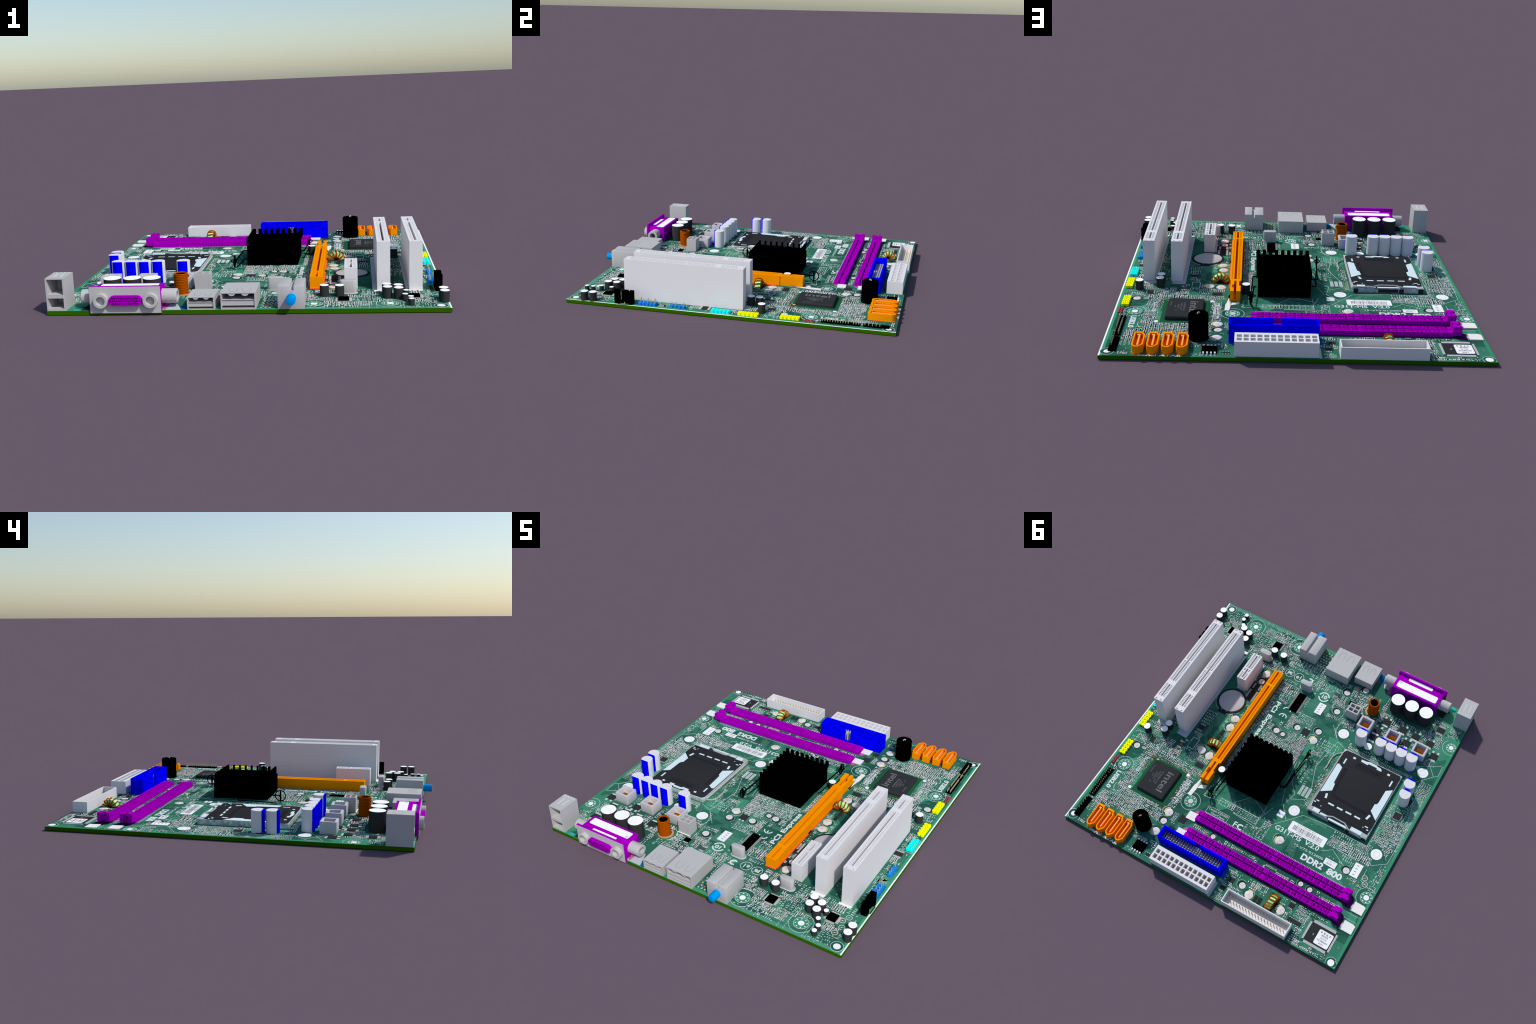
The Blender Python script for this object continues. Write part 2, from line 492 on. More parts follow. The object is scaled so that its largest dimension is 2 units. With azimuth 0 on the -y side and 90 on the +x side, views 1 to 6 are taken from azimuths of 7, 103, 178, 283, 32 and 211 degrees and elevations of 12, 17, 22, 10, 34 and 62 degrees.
# raised retention end
xe = [-.838, -.828, -.822, -.806, -.8, -.792]
ye = [.000, .012, .022, .030, .040, .050, .059, .071]
def he(i, j):
    if i == 0 and 2 <= j <= 4: return None
    if i == 1 and j == 3: return None
    if i == 4 and j == 3: return .060
    if i in (1, 2) and j == 3: return .060
    return .0805
b.grid(xe, ye, he, .032, M_PURP)
dm = b.mesh("memory_socket_body")
for y0 in (.5485, .679):
    s = put("memory_socket", dm, (0, y0, 0))
    f = Build()                                                    # dark purple smears, pink patch and open latches, all thin flat plates
    f.prism([(-.80, -.002), (-.855, .018), (-.866, .045), (-.866, .092), (-.82, .090), (-.80, .075)][::-1], ZB, ZB + .0025, M_PURPD)
    f.prism([(-.868, .035), (-.880, .031), (-.884, .098), (-.866, .098)][::-1], ZB, ZB + .003, M_PBASE)
    f.prism([(-.874, .035), (-.935, .036), (-.946, .044), (-.946, .097), (-.879, .097)][::-1], ZB, ZB + .006, M_CREAM)
    f.prism([(.237, .026), (.296, .028), (.297, .083), (.232, .081)], ZB, ZB + .006, M_CREAM)
    f.prism([(.237, .004), (.262, .006), (.262, .027), (.237, .0255)], ZB, ZB + .002, M_PINK)
    f.prism([(-.80, .0685), (.225, .0685), (.225, .078), (-.80, .080)], ZB, ZB + .0015, M_PURPD)
    put("latch", f.mesh("latch"), parent=s)
keep(-.95, .30, .545, .635); keep(-.95, .30, .675, .765)

# ------------------------------------------------------------------ ribbon cable socket (blue)
b = Build()
xs = [-.1015, -.0895, .0816, .1227, .333, .345]; ys = [.769, .7805, .842, .851]
def hi(i, j):
    if i == 2 and j == 0: return .036
    if i in (0, 4) or j in (0, 2): return .1225
    return .0225
b.grid(xs, ys, hi, ZB, M_IDE)
ide = put("ribbon_socket", b.mesh("ribbon_socket")); keep(-.12, .36, .755, .86)
b = Build()
for r, y in enumerate((.7880, .8012, .8144, .8276)):
    for k in range(24):
        xx = .3245 - k * .0178
        b.lathe([(.0050, .0220), (.0050, .0820), (.003, .0848), (0, .0848)], n=8, cx=xx, cy=y, mats=M_PIN)
put("ribbon_pin", b.mesh("ribbon_pin"), parent=ide, stuff=True)
b = Build()
b.prism([(-.1015, .771), (-.120, .778), (-.120, .856), (-.1015, .862)], ZB, ZB + .002, M_IDEB)
b.prism([(-.1015, .8515), (.345, .8515), (.345, .859), (-.1015, .862)], ZB, ZB + .002, M_IDEB)
put("ribbon_foot", b.mesh("ribbon_foot"), parent=ide)

# ------------------------------------------------------------------ main power socket 2 x 12
b = Build()
xs, ys = [-.0925], [.889, .9105, .9365, .9445, .9725, .988]
for k in range(12):
    a = -.0925 + .0085 + k * .0330
    xs += [a, a + .0240]
xs.append(.3145)
b.grid(xs, ys, lambda i, j: .052 if (i % 2 == 1 and j in (1, 3)) else .0993, ZB, M_WHITE)
pw = put("power_socket", b.mesh("power_socket")); keep(-.12, .33, .875, .995)
b = Build()
b.prism([(-.093, .889), (-.108, .896), (-.108, .994), (-.093, .992)], ZB, ZB + .002, M_PBASE)
put("power_foot", b.mesh("power_foot"), parent=pw)

# ------------------------------------------------------------------ floppy socket, open box with gold pins
b = Build()
xs = [-.626, -.620, -.202, -.196]; ys = [.907, .913, .990, .996]
b.grid(xs, ys, lambda i, j: .032 if (i == 1 and j == 1) else .0835, ZB, M_WHITE)
fl = put("floppy_socket", b.mesh("floppy_socket")); keep(-.64, -.185, .90, 1.0)
b = Build()
for y in (.928, .955, .979):
    for k in range(19):
        b.cbox(-.2135 - k * .0212, y, .0042, .0042, .031, .052, M_GOLD)
put("floppy_pin", b.mesh("floppy_pin"), parent=fl, stuff=True)

# ------------------------------------------------------------------ drive sockets (orange), four alike
outer = [(.0275, .827), (.0275, .958), (.0200, .975), (.006, .984), (-.008, .981), (-.0275, .957), (-.0275, .855), (-.0180, .840), (-.0165, .827)]
inner = [(.0205, .841), (.0205, .955), (.0150, .968), (.004, .976), (-.007, .973), (-.0205, .953), (-.0205, .862), (-.0125, .851), (-.0125, .841)]
b = Build()
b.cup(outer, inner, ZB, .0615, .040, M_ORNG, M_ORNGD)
b.box(-.0045, .0035, .846, .958, .039, .0580, M_TONG)
b.box(.0035, .0115, .846, .856, .039, .0580, M_TONG)
foot = [(.0290, .825), (.0290, .962), (.020, .981), (.006, .9885), (-.009, .985), (-.0285, .962), (-.0285, .853), (-.019, .83)]
b.prism(foot, ZB, ZB + .002, M_REDO)
sm = b.mesh("drive_socket")
for k in range(4):
    put("drive_socket", sm, (.7785 - .0709 * k, 0, 0))
keep(.53, .815, .815, .995)

# ------------------------------------------------------------------ buzzer
b = Build()
b.lathe([(.0, ZB), (.0500, ZB), (.0500, .148), (.0482, .1530), (.0450, .1542), (0, .1542)], n=64, cx=0, cy=0, mats=M_BLACK)
b.tube([(.007 * math.cos(t), 0, .1542 + .007 * math.sin(t)) for t in [pi * i / 10 for i in range(11)]], .0035, M_PIN)
put("buzzer", b.mesh("buzzer"), (.4955, .803, 0), rot=.9); keep(.44, .55, .745, .86)

# ------------------------------------------------------------------ heat sink and its spring clip
b = Build()
nx, ny = 9, 9
xs, ys = [], []
px, fw = (.306 - .0200) / 8, .0200
for i in range(nx): xs += [-.097 + i * px, -.097 + i * px + fw]
py, fd = (.323 - .0095) / 8, .0095
for j in range(ny): ys += [-.023 + j * py, -.023 + j * py + fd]
lx, ly = len(xs) - 2, len(ys) - 2
def rim(i, j):
    """toothed rim standing on a hollow block"""
    if i in (0, lx) or j in (0, ly):
        tooth = (i % 2 == 0) if j in (0, ly) else (j % 2 == 0)
        return .177 if tooth else .147
    return None
b.grid(xs, ys, rim, .134, M_BLACK)
b.grid([-.094, -.078, .186, .198], [-.032, -.018, .293, .307], lambda i, j: .086 if (i, j) == (1, 1) else .1345, .0245, M_BLACK)
for i in range(1, nx - 1):
    for j in range(1, ny - 1):
        b.box(xs[2 * i], xs[2 * i + 1], ys[2 * j], ys[2 * j + 1], .0862, .134, M_BLACK, bottom=False)
hs = put("heat_sink", b.mesh("heat_sink")); keep(-.10, .215, -.03, .31)
def clip_path(sx, x_in, y_in, x_out, y_end):
    return [(x_in, y_in, .072), ((x_in + x_out) / 2, y_in, .072), (x_out - sx * .004, y_in, .0715),
            (x_out, y_in + (.006 if y_end > y_in else -.006), .071), (x_out + sx * .004, (y_in + y_end) / 2, .069), (x_out + sx * .013, y_end, .067)]
b = Build()
for sx, xi, yi, xo, ye_ in ((-1, -.090, .160, -.142, -.124), (1, .200, .135, .228, .418)):
    b.tube(clip_path(sx, xi, yi, xo, ye_), .0034, M_BLACK, n=8)
    cx, cy, cz = xo + sx * .013, ye_, .067
    b.tube([(cx, cy + .031 * math.cos(t), cz + .031 * math.sin(t)) for t in [2 * pi * i / 28 for i in range(28)]], .0032, M_BLACK, n=6, closed=True)
    b.tube([(cx + sx * .004 + .015 * math.cos(t), cy, cz + .004 + .009 * math.sin(t)) for t in [2 * pi * i / 20 for i in range(20)]], .0028, M_BLACK, n=6, closed=True)
    b.lathe([(0, ZB + .004), (.002, ZB + .006), (.0055, .05), (.0062, .075), (.004, .092), (.0012, .104), (0, .104)], n=12, cx=cx, cy=cy, mats=M_BLACK)
put("spring_clip", b.mesh("spring_clip"), parent=hs)
b = Build()   # flat lower wires of the clip
b.tube([(-.105, .150, ZB + .003), (-.128, .148, ZB + .003), (-.138, .136, ZB + .003), (-.143, .007, ZB + .003), (-.154, -.098, ZB + .003)], .003, M_BLACK, n=6)
b.tube([(.212, .160, ZB + .003), (.222, .170, ZB + .003), (.232, .320, ZB + .003), (.236, .430, ZB + .003)], .003, M_BLACK, n=6)
b.cbox(-.153, -.095, .006, .030, ZB, ZB + .004, M_STEEL); b.cbox(.234, .40, .006, .034, ZB, ZB + .004, M_STEEL)
put("clip_anchor", b.mesh("clip_anchor"), parent=hs)

# ------------------------------------------------------------------ processor socket
b = Build()
b.box(-.748, -.3375, -.290, .2125, ZB, .0490, M_METALG)
base = b.mesh("processor_socket", bevel=.002)
sk = put("processor_socket", base); keep(-.76, -.33, -.30, .225)
b = Build()
b.prism([(-.347, -.272), (-.3415, -.262), (-.3415, .135), (-.346, .176), (-.739, .176), (-.7445, .135), (-.7445, -.270), (-.736, -.2840), (-.40, -.2860), (-.356, -.2830)], .0480, .0508, M_SOCK)
b.prism([(-.7465, .1762), (-.3392, .1762), (-.3392, .2118), (-.7465, .2118)], .0480, .0496, M_SOCKB)
put("socket_cover", b.mesh("socket_cover", bevel=.0012), parent=sk)
b = Build()
zt0, zt1 = .0503, .0515
b.prism([(-.357, -.172), (-.386, -.156), (-.392, -.036), (-.403, -.027), (-.409, .021), (-.346, .062), (-.346, -.165)], zt0, zt1, M_METAL)
b.prism([(-.702, -.145), (-.740, -.172), (-.740, .070), (-.685, .025), (-.685, -.028), (-.695, -.033), (-.701, -.048)], zt0, zt1, M_METAL)
b.prism([(-.467, -.270), (-.504, -.272), (-.524, -.2795), (-.573, -.2795), (-.577, -.274), (-.603, -.272), (-.616, -.261), (-.614, -.252), (-.583, -.252), (-.580, -.262), (-.522, -.262), (-.518, -.252), (-.472, -.254)], zt0, zt1, M_METAL)
for cx, cy, w, h in ((-.450, .109, .040, .011), (-.511, .109, .040, .011), (-.572, .108, .040, .011), (-.633, .108, .040, .011),
                     (-.380, -.206, .010, .042), (-.423, -.256, .017, .014), (-.667, -.256, .017, .014), (-.708, -.206, .010, .044),
                     (-.395, .071, .014, .034), (-.690, .072, .014, .036), (-.365, .126, .020, .007), (-.352, .140, .014, .007),
                     (-.712, .136, .022, .007), (-.726, .152, .014, .007), (-.4, .150, .006, .006), (-.694, .148, .006, .006)):
    b.cbox(cx, cy, w, h, zt0, zt1, M_METAL, rot=(.25 if cx == -.395 else -.25 if cx == -.690 else 0))
put("socket_plate_window", b.mesh("socket_plate_window"), parent=sk)
b = Build()
gr = [(-.407, -.150), (-.414, .020), (-.419, .040), (-.430, .052), (-.453, .057), (-.672, .064)]
for off in (0, .010):
    b.line([(x - off, y - off) for x, y in gr], .0035, M_SOCKD, .0507, .0514)
b.ring(-.412, -.150, .0065, .010, .0507, .0514, M_SOCKD, n=16, a0=pi, a1=2 * pi)
b.line([(-.457, -.232), (-.634, -.236), (-.634, -.200), (-.457, -.200)], .003, M_SOCKD, .0507, .0514, closed=True)
text_into(b, "FOXCONN", (-.545, -.218, .0507), .024, M_SOCKD, rot=pi, width=.150, h=.0008, bold=.0004)
put("socket_cover_relief", b.mesh("socket_cover_relief"), parent=sk)
b = Build()   # hinge side: clamps and load lever
zt = .0505
b.box(-.412, -.365, .176, .208, .045, .0540, M_METAL)
b.box(-.707, -.632, .180, .2085, .045, .0540, M_METAL)
b.box(-.470, -.420, .188, .210, .045, .0520, M_METAL)
b.box(-.612, -.480, .196, .2095, .045, .0510, M_METAL)
b.prism([(-.745, .18), (-.708, .18), (-.708, .2120), (-.747, .2120)], .045, .0505, M_METALG)
b.box(-.362, -.3370, .176, .2120, .045, .0505, M_STEEL)
b.tube([(-.342, .205, .052), (-.400, .207, .053), (-.455, .203, .0535), (-.478, .190, .0540), (-.500, .180, .0540), (-.585, .182, .0540), (-.603, .195, .0540), (-.625, .208, .0535), (-.70, .208, .052)], .0050, M_STEEL, n=8)
b.tube([(-.3375, .205, .047), (-.3375, 0, .047), (-.3375, -.255, .047), (-.332, -.262, .030), (-.312, -.246, .026), (-.300, -.232, .025), (-.290, -.205, .025), (-.292, -.112, .025)], .0046, M_STEEL, n=8)
b.box(-.600, -.485, .2120, .2145, .024, .044, M_SOCK)
b.box(-.345, -.3365, -.26, .18, .03, .0500, mat("socket_side_white", (.78, .82, .80), grain=.05))
b.box(-.632, -.605, .2130, .2145, .022, .046, M_SOCK); b.box(-.37, -.345, .2130, .2145, .022, .046, M_SOCK)
b.box(-.745, -.715, .2130, .2145, .022, .046, M_SOCK)
put("load_lever", b.mesh("load_lever"), parent=sk)

# ------------------------------------------------------------------ rear ports
def front(xs, zs, hf, yback, name, m):
    b = Build()
    b.grid(xs, zs, lambda i, j: hf(i, j), yback, m, mapf=lambda a, c, h: (a, h, c))
    return b

def cavity(b, x0, x1, z0, z1, yf, yb, m, tx=.0, tz0=.0, tz1=.0):
    """tapering opening from the front plane back to a blind end"""
    x0, x1, z0, z1, yf = x0 + .0005, x1 - .0005, z0 + .0006, z1 - .0006, yf + .0004
    a = b.add([(x0, yf, z0), (x1, yf, z0), (x1, yf, z1), (x0, yf, z1)])
    c = b.add([(x0 + tx, yb, z0 + tz0), (x1 - tx, yb, z0 + tz0), (x1 - tx, yb, z1 - tz1), (x0 + tx, yb, z1 - tz1)])
    for i in range(4):
        j = (i + 1) % 4
        b.face([a[i], a[j], c[j], c[i]], m)
    b.face(c, m)

# keyboard port, tall, two funnel-shaped openings
xk, zk = [-.9575, -.951, -.872, -.8625], [ZB, .029, .0815, .0980, .1745, .180]
b = front(xk, zk, lambda i, j: (-.945 if not (i == 1 and j in (1, 3)) else None), -.812, "k", M_GREY)
b.box(-.9570, -.8630, -.8122, -.811, ZB, .1795, M_GREY)
cavity(b, -.951, -.872, .0980, .1745, -.945, -.829, M_GREY, .012, .002, .004)
cavity(b, -.951, -.872, .029, .0815, -.945, -.829, M_GREY, .012, .001, .004)
b.line([(-.893, -.905), (-.893, -.845)], .002, M_LABEL, .180, .1808); b.line([(-.925, -.905), (-.925, -.845)], .002, M_LABEL, .180, .1808)
for k in range(4):
    b.line([(-.878 - k * .021, -.826), (-.878 - k * .021, -.815)], .002, M_LABEL, .180, .1808)
    b.line([(-.886 - k * .021, -.829), (-.893 - k * .021, -.829)], .0015, M_LABEL, .180, .1808)
put("keyboard_port", b.mesh("keyboard_port")); keep(-.96, -.855, -.947, -.80)

def usb(name, x0, x1, y1, z1, rows):
    w = .006
    zs = sorted({ZB, z1} | {z for r in rows for z in r})
    def hf(i, j):
        c = (zs[j] + zs[j + 1]) / 2
        if i == 1 and any(p < c < q for p, q in rows): return None
        return -.942 if i == 1 and zs[0] < c < zs[-1] and rows[1][1] < c < rows[0][0] else -.947
    b = front([x0, x0 + w, x1 - w, x1], zs, hf, y1 - .002, name, M_GREY)
    b.box(x0 + .0005, x1 - .0005, y1 - .0022, y1, ZB, z1 - .0005, M_GREY)
    for p, q in rows:
        cavity(b, x0 + w, x1 - w, p, q, -.947, y1 - .006, M_GREY, .004, .0, .0)
    L = x1 - x0
    top = max(q for r in rows for q in r)
    for f in (.32, .70):           # contact springs: half-round bulges under the lid, with U-shaped cuts on top
        cx = x0 + L * f; r = L * .105
        half = [(cx + r * math.cos(t), top + .0008 - .75 * r * math.sin(t)) for t in [pi * i / 12 for i in range(13)]]
        a = b.add([(x, -.9455, z) for x, z in half]); c = b.add([(x, -.885, z) for x, z in half])
        b.face(a, M_GREY)
        for i in range(12): b.face([a[i], a[i + 1], c[i + 1], c[i]], M_GREY)
        U = [(cx + r * 1.15, -.865)] + [(cx + r * math.cos(t), -.905 - r * .9 * math.sin(t)) for t in [pi * i / 12 for i in range(13)]] + [(cx - r * 1.15, -.865)]
        b.line(U, .0011, M_LINE, z1, z1 + .0004)
    return b.mesh(name)

put("usb_port", usb("usb_port", -.269, -.1375, -.793, .0815, [(.0555, .0785), (.024, .036)])); keep(-.275, -.13, -.947, -.785)
put("network_port", usb("network_port", -.108, .0585, -.747, .101, [(.066, .097), (.027, .040)])); keep(-.115, .065, -.947, -.74)

# audio jack block with a keyway and a blue plug
b = Build()
b.grid([.161, .2185, .237, .2855], [-.947, -.928, -.785], lambda i, j: .109 if i == 1 else .1295, ZB, M_GREY)
aj = put("audio_port", b.mesh("audio_port", bevel=.0008)); keep(.155, .29, -.947, -.78)
b = Build()
b.lathe([(0, -.945), (.0218, -.945), (.0218, -.9995), (.0210, -1.0), (0, -1.0)], n=40, cx=.2265, cy=.0735, axis='y', mats=M_JACK)
put("audio_jack", b.mesh("audio_jack"), parent=aj)

# monitor / printer port: purple body, grey face plate, screw posts, stickers
vg = Build()
vg.box(-.722, -.398, -.946, -.826, ZB, .1235, M_PURPP)
vo = put("monitor_port", vg.mesh("monitor_port", bevel=.001)); keep(-.80, -.32, -.947, -.82)
b = Build()
b.box(-.7395, -.390, -.9590, -.945, .0090, .1415, M_PURPP)
put("face_flange", b.mesh("face_flange", bevel=.0012), parent=vo)
b = Build()
b.box(-.7375, -.392, -.9605, -.9588, .0105, .1395, M_GREY)
for cx in (-.6795, -.438):
    b.lathe([(.036, -.960), (.036, -.9825), (.0345, -.984), (.0225, -.984), (.0215, -.983), (.0215, -.962), (0, -.962)], n=48, cx=cx, cy=.0745, axis='y', mats=M_GREY)
put("face_plate", b.mesh("face_plate"), parent=vo)
b = Build()
def stadium(cx, cz, w, h, n=12):
    r = h / 2; e = w / 2 - r
    return [(cx + e + r * math.cos(t), cz + r * math.sin(t)) for t in [-pi / 2 + pi * i / n for i in range(n + 1)]] + \
           [(cx - e - r * math.cos(t), cz + r * math.sin(t)) for t in [pi / 2 - pi * i / n for i in range(n + 1)]]
st = stadium(-.5595, .075, .161, .047)
a = b.add([(x, -.960, z) for x, z in st]); c = b.add([(x, -.9835, z) for x, z in st])
b.face(c, M_PURPP)
for i in range(len(st)):
    j = (i + 1) % len(st); b.face([a[i], a[j], c[j], c[i]], M_PURPP)
for k, (n, z) in enumerate(((12, .0882), (14, .0755), (12, .0628))):
    for i in range(n):
        b.lathe([(.0030, -.9832), (.0030, -.9842), (0, -.9842)], n=8, cx=-.5595 + (i - (n - 1) / 2) * .0109, cy=z, axis='y', mats=M_BLACK)
put("pin_insert", b.mesh("pin_insert"), parent=vo)
b = Build()
for sx in (-1, 1):
    c0 = -.560
    b.lathe([(0, c0 + sx * .150), (.0355, c0 + sx * .150), (.0355, c0 + sx * .233), (.0340, c0 + sx * .235), (.0215, c0 + sx * .235), (.0205, c0 + sx * .234), (.0205, c0 + sx * .168), (0, c0 + sx * .168)], n=48, cx=-.889, cy=.0755, axis='x', mats=M_GREY)
put("screw_post", b.mesh("screw_post"), parent=vo)
def rrect(x0, x1, y0, y1, r, n=5):
    o = []
    for cx, cy, a0 in ((x1 - r, y0 + r, -pi / 2), (x1 - r, y1 - r, 0), (x0 + r, y1 - r, pi / 2), (x0 + r, y0 + r, pi)):
        o += [(cx + r * math.cos(a0 + pi / 2 * i / n), cy + r * math.sin(a0 + pi / 2 * i / n)) for i in range(n + 1)]
    return o
b = Build()
b.prism(rrect(-.704, -.419, -.893, -.841, .009), .1234, .1248, M_CAPW)
b.prism(rrect(-.645, -.472, -.942, -.917, .009), .1234, .1248, M_CAPW)
b.prism(rrect(-.444, -.426, -.889, -.873, .005), .1247, .1251, mat("label_spot_blue", (.45, .72, .86)))
put("port_label", b.mesh("port_label"), parent=vo)
b = Build()   # coloured footprints seen between the rear ports
b.prism([(-.395, -.944), (-.300, -.944), (-.335, -.850), (-.39, -.85)], ZB, ZB + .0012, M_PBASE)
b.prism([(-.398, -.900), (-.388, -.940), (-.378, -.940), (-.37, -.83), (-.40, -.82)][::-1], ZB, ZB + .0018, M_PINK)
b.prism([(-.298, -.945), (-.272, -.945), (-.272, -.905), (-.318, -.87)], ZB, ZB + .0015, M_IDEB)
b.prism([(-.830, -.945), (-.80, -.945), (-.80, -.925), (-.832, -.925)], ZB, ZB + .002, M_TEAL)
b.prism([(-.79, -.945), (-.745, -.945), (-.745, -.83), (-.785, -.83)], ZB, ZB + .0012, M_SMD)
put("port_foot", b.mesh("port_foot"))

# ------------------------------------------------------------------ capacitors
def seg_cap():
    """polymer capacitor: white can with a blue segment on the rear side, chord cut"""
    b = Build()
    r, z0, z1, ch = .0362, ZB, .1395, -.0245
    t0 = math.asin(ch / r)
    white = [(r * math.cos(t), r * math.sin(t)) for t in [t0 + (pi - 2 * t0) * i / 36 for i in range(37)]]
    t1 = pi - t0
    blue = [(r * math.cos(t), r * math.sin(t)) for t in [t1 + (2 * pi + t0 - t1) * i / 16 for i in range(17)]]
    def shell(poly, m):
        n = len(poly)
        a = b.add([(x, y, z0) for x, y in poly]); c = b.add([(x, y, z1 - .0012) for x, y in poly])
        d = b.add([(x * .972, y * .972, z1) for x, y in poly])
        b.face(d, m)
        for i in range(n - 1):
            b.face([a[i], a[i + 1], c[i + 1], c[i]], m); b.face([c[i], c[i + 1], d[i + 1], d[i]], m)
    shell(white, M_POLY); shell(blue, M_BLUE)
    return b.mesh("polymer_capacitor", smooth=40)
pc = seg_cap()
for x, y in ((-.3934, -.3978), (-.5302, -.3986), (-.6047, -.3985), (-.6769, -.3971), (-.7513, -.3950), (-.8200, -.2220), (-.8268, -.1436)):
    put("polymer_capacitor", pc, (x, y, 0)); keep(x - .04, x + .04, y - .04, y + .04)

def can(name, r, h, n=40):
    b = Build()
    b.lathe([(0, ZB), (r, ZB), (r, h - .0015), (r, h - .0010), (r * .985, h), (0, h)], n=n, mats=[M_CAPB, M_CAPB, M_CAPB, M_CAPW, M_CAPW])
    return b.mesh(name)
big = can("large_capacitor", .0445, .1318)
for x, y in ((-.4822, -.746), (-.5821, -.746), (-.684, -.7458)):
    put("large_capacitor", big, (x, y, 0)); keep(x - .05, x + .05, y - .05, y + .05)
mid = can("capacitor", .0222, .0757, 32)
for x, y in ((.9372, -.8398), (.9368, -.7859), (.7274, -.7782), (.6749, -.7586), (.673, -.7044), (.7279, -.7240),
             (.4456, -.7205), (.3704, -.7142), (.7485, .1326), (.7498, .184), (.861, .2228), (.265, .2508)):
    put("capacitor", mid, (x, y, 0)); keep(x - .027, x + .027, y - .027, y + .027)
tiny = can("small_capacitor", .0135, .0533, 24)
for x, y in ((.7798, -.8967), (.7796, -.8559), (.756, -.8123), (.7645, -.7426)):
    put("small_capacitor", tiny, (x, y, 0)); keep(x - .016, x + .016, y - .016, y + .016)

def flat_can(r, dark, arc0):
    b = Build()
    zt = ZB + .0045
    b.ring(.006, -.004, r * .9, r * 1.30, ZB, ZB + .0016, M_DRING if dark else M_POURD, n=32)
    b.ring(.009, -.006, r * 1.38, r * 1.46, ZB, ZB + .0008, M_SILKD, n=32, a0=arc0, a1=arc0 + 4.2)
    if not dark:
        b.ring(.003, -.002, r * .98, r * 1.22, ZB, ZB + .0024, M_YRING, n=24, a0=arc0 + .6, a1=arc0 + 2.6)
        b.ring(.003, -.002, r * .98, r * 1.18, ZB, ZB + .0024, M_YRING, n=16, a0=arc0 + 3.4, a1=arc0 + 4.6)
    b.lathe([(r, ZB), (r, zt - .0008), (r * .95, zt), (0, zt)], n=32, mats=M_LIDF)
    for a in (arc0, arc0 + 2.1, arc0 + 4.2):
        b.line([(0, 0), (r * .9 * math.cos(a), r * .9 * math.sin(a))], .0014, M_LIDM, zt, zt + .0003)
    return b.mesh("flat_capacitor")
fc = {(d, k): flat_can(.0262 if d == 0 else .0205, d == 1, a) for d in (0, 1) for k, a in enumerate((4.2, 5.3, .6))}
for i, (x, y, d) in enumerate(((-.123, -.252, 0), (-.289, .468, 0), (.407, .187, 0), (.471, .175, 0), (.406, -.138, 0), (.402, -.063, 0), (.406, .653, 0), (.407, .801, 0),
                               (-.307, .864, 0), (-.518, .853, 0), (.402, .719, 1), (.125, -.197, 1), (.016, -.285, 1), (-.121, -.326, 1), (.412, -.549, 0), (.409, -.480, 1),
                               (.858, .357, 1), (-.736, .440, 1), (-.244, .835, 1), (-.140, -.690, 1), (-.242, -.769, 1), (-.152, -.524, 1), (.075, -.192, 1),
                               (.078, .655, 1), (-.541, .651, 1), (-.606, .656, 1))):
    o = put("flat_capacitor", fc[(d, i % 3)], (x, y, 0), rot=0)
    if (x, y) in ((.075, -.192), (.078, .655), (-.541, .651), (-.606, .656)): o.scale = (.75, .75, 1)
    keep(x - .028, x + .034, y - .034, y + .028)

# ------------------------------------------------------------------ chokes, coils, crystals
b = Build()
b.grid([-.0465, -.033, .033, .0465], [-.0445, -.031, .031, .0445], lambda i, j: .046 if i == 1 and j == 1 else .0875, ZB, M_CHOKE)
cb = b.mesh("choke", bevel=.0035)
b = Build()
b.lathe([(0, -.020), (.014, -.020), (.014, .020), (0, .020)], n=20, cx=0, cy=.046, axis='x', mats=M_COPPER)
for k in range(6):
    xk = -.018 + k * .0072
    b.tube([(xk, .016 * math.cos(t), .046 + .016 * math.sin(t)) for t in [2 * pi * i / 18 for i in range(18)]], .0035, M_COPPER, n=6, closed=True)
cw = b.mesh("choke_winding")
for x in (-.3695, -.5665, -.7620):
    o = put("choke", cb, (x, -.5065, 0)); put("winding", cw, parent=o); keep(x - .05, x + .05, -.56, -.455)

b = Build()
zz, n = ZB, 13
for k in range(n):
    z = ZB + .005 + k * (.100 / (n - 1))
    b.tube([(.0315 * math.cos(t), .0315 * math.sin(t), z) for t in [2 * pi * i / 32 for i in range(32)]], .0047, M_COPPER, n=8, closed=True)
b.lathe([(.0325, ZB), (.0325, .122), (.0250, .1245), (.0245, .105), (0, .105)], n=32, mats=[M_COPPER, M_COPPER, M_BLACK, M_BLACK])
b.tube([(.020, .020, .121), (.034, .012, .119), (.040, .000, .112)], .0045, M_COPPER)
vc = put("upright_coil", b.mesh("upright_coil"), (-.357, -.6475, 0)); keep(-.40, -.31, -.69, -.60)
b = Build()
b.ring(-.353, -.644, .036, .047, ZB, ZB + .004, mat("coil_wire_tan", (.62, .33, .17)), n=28, a0=-2.6, a1=1.2)
b.ring(-.345, -.640, .058, .061, ZB, ZB + .0008, M_SILK, n=32, a0=-1, a1=2.6)
put("coil_lead", b.mesh("coil_lead"), parent=vc, loc=(0, 0, 0)).location = (.357, .6475, 0)

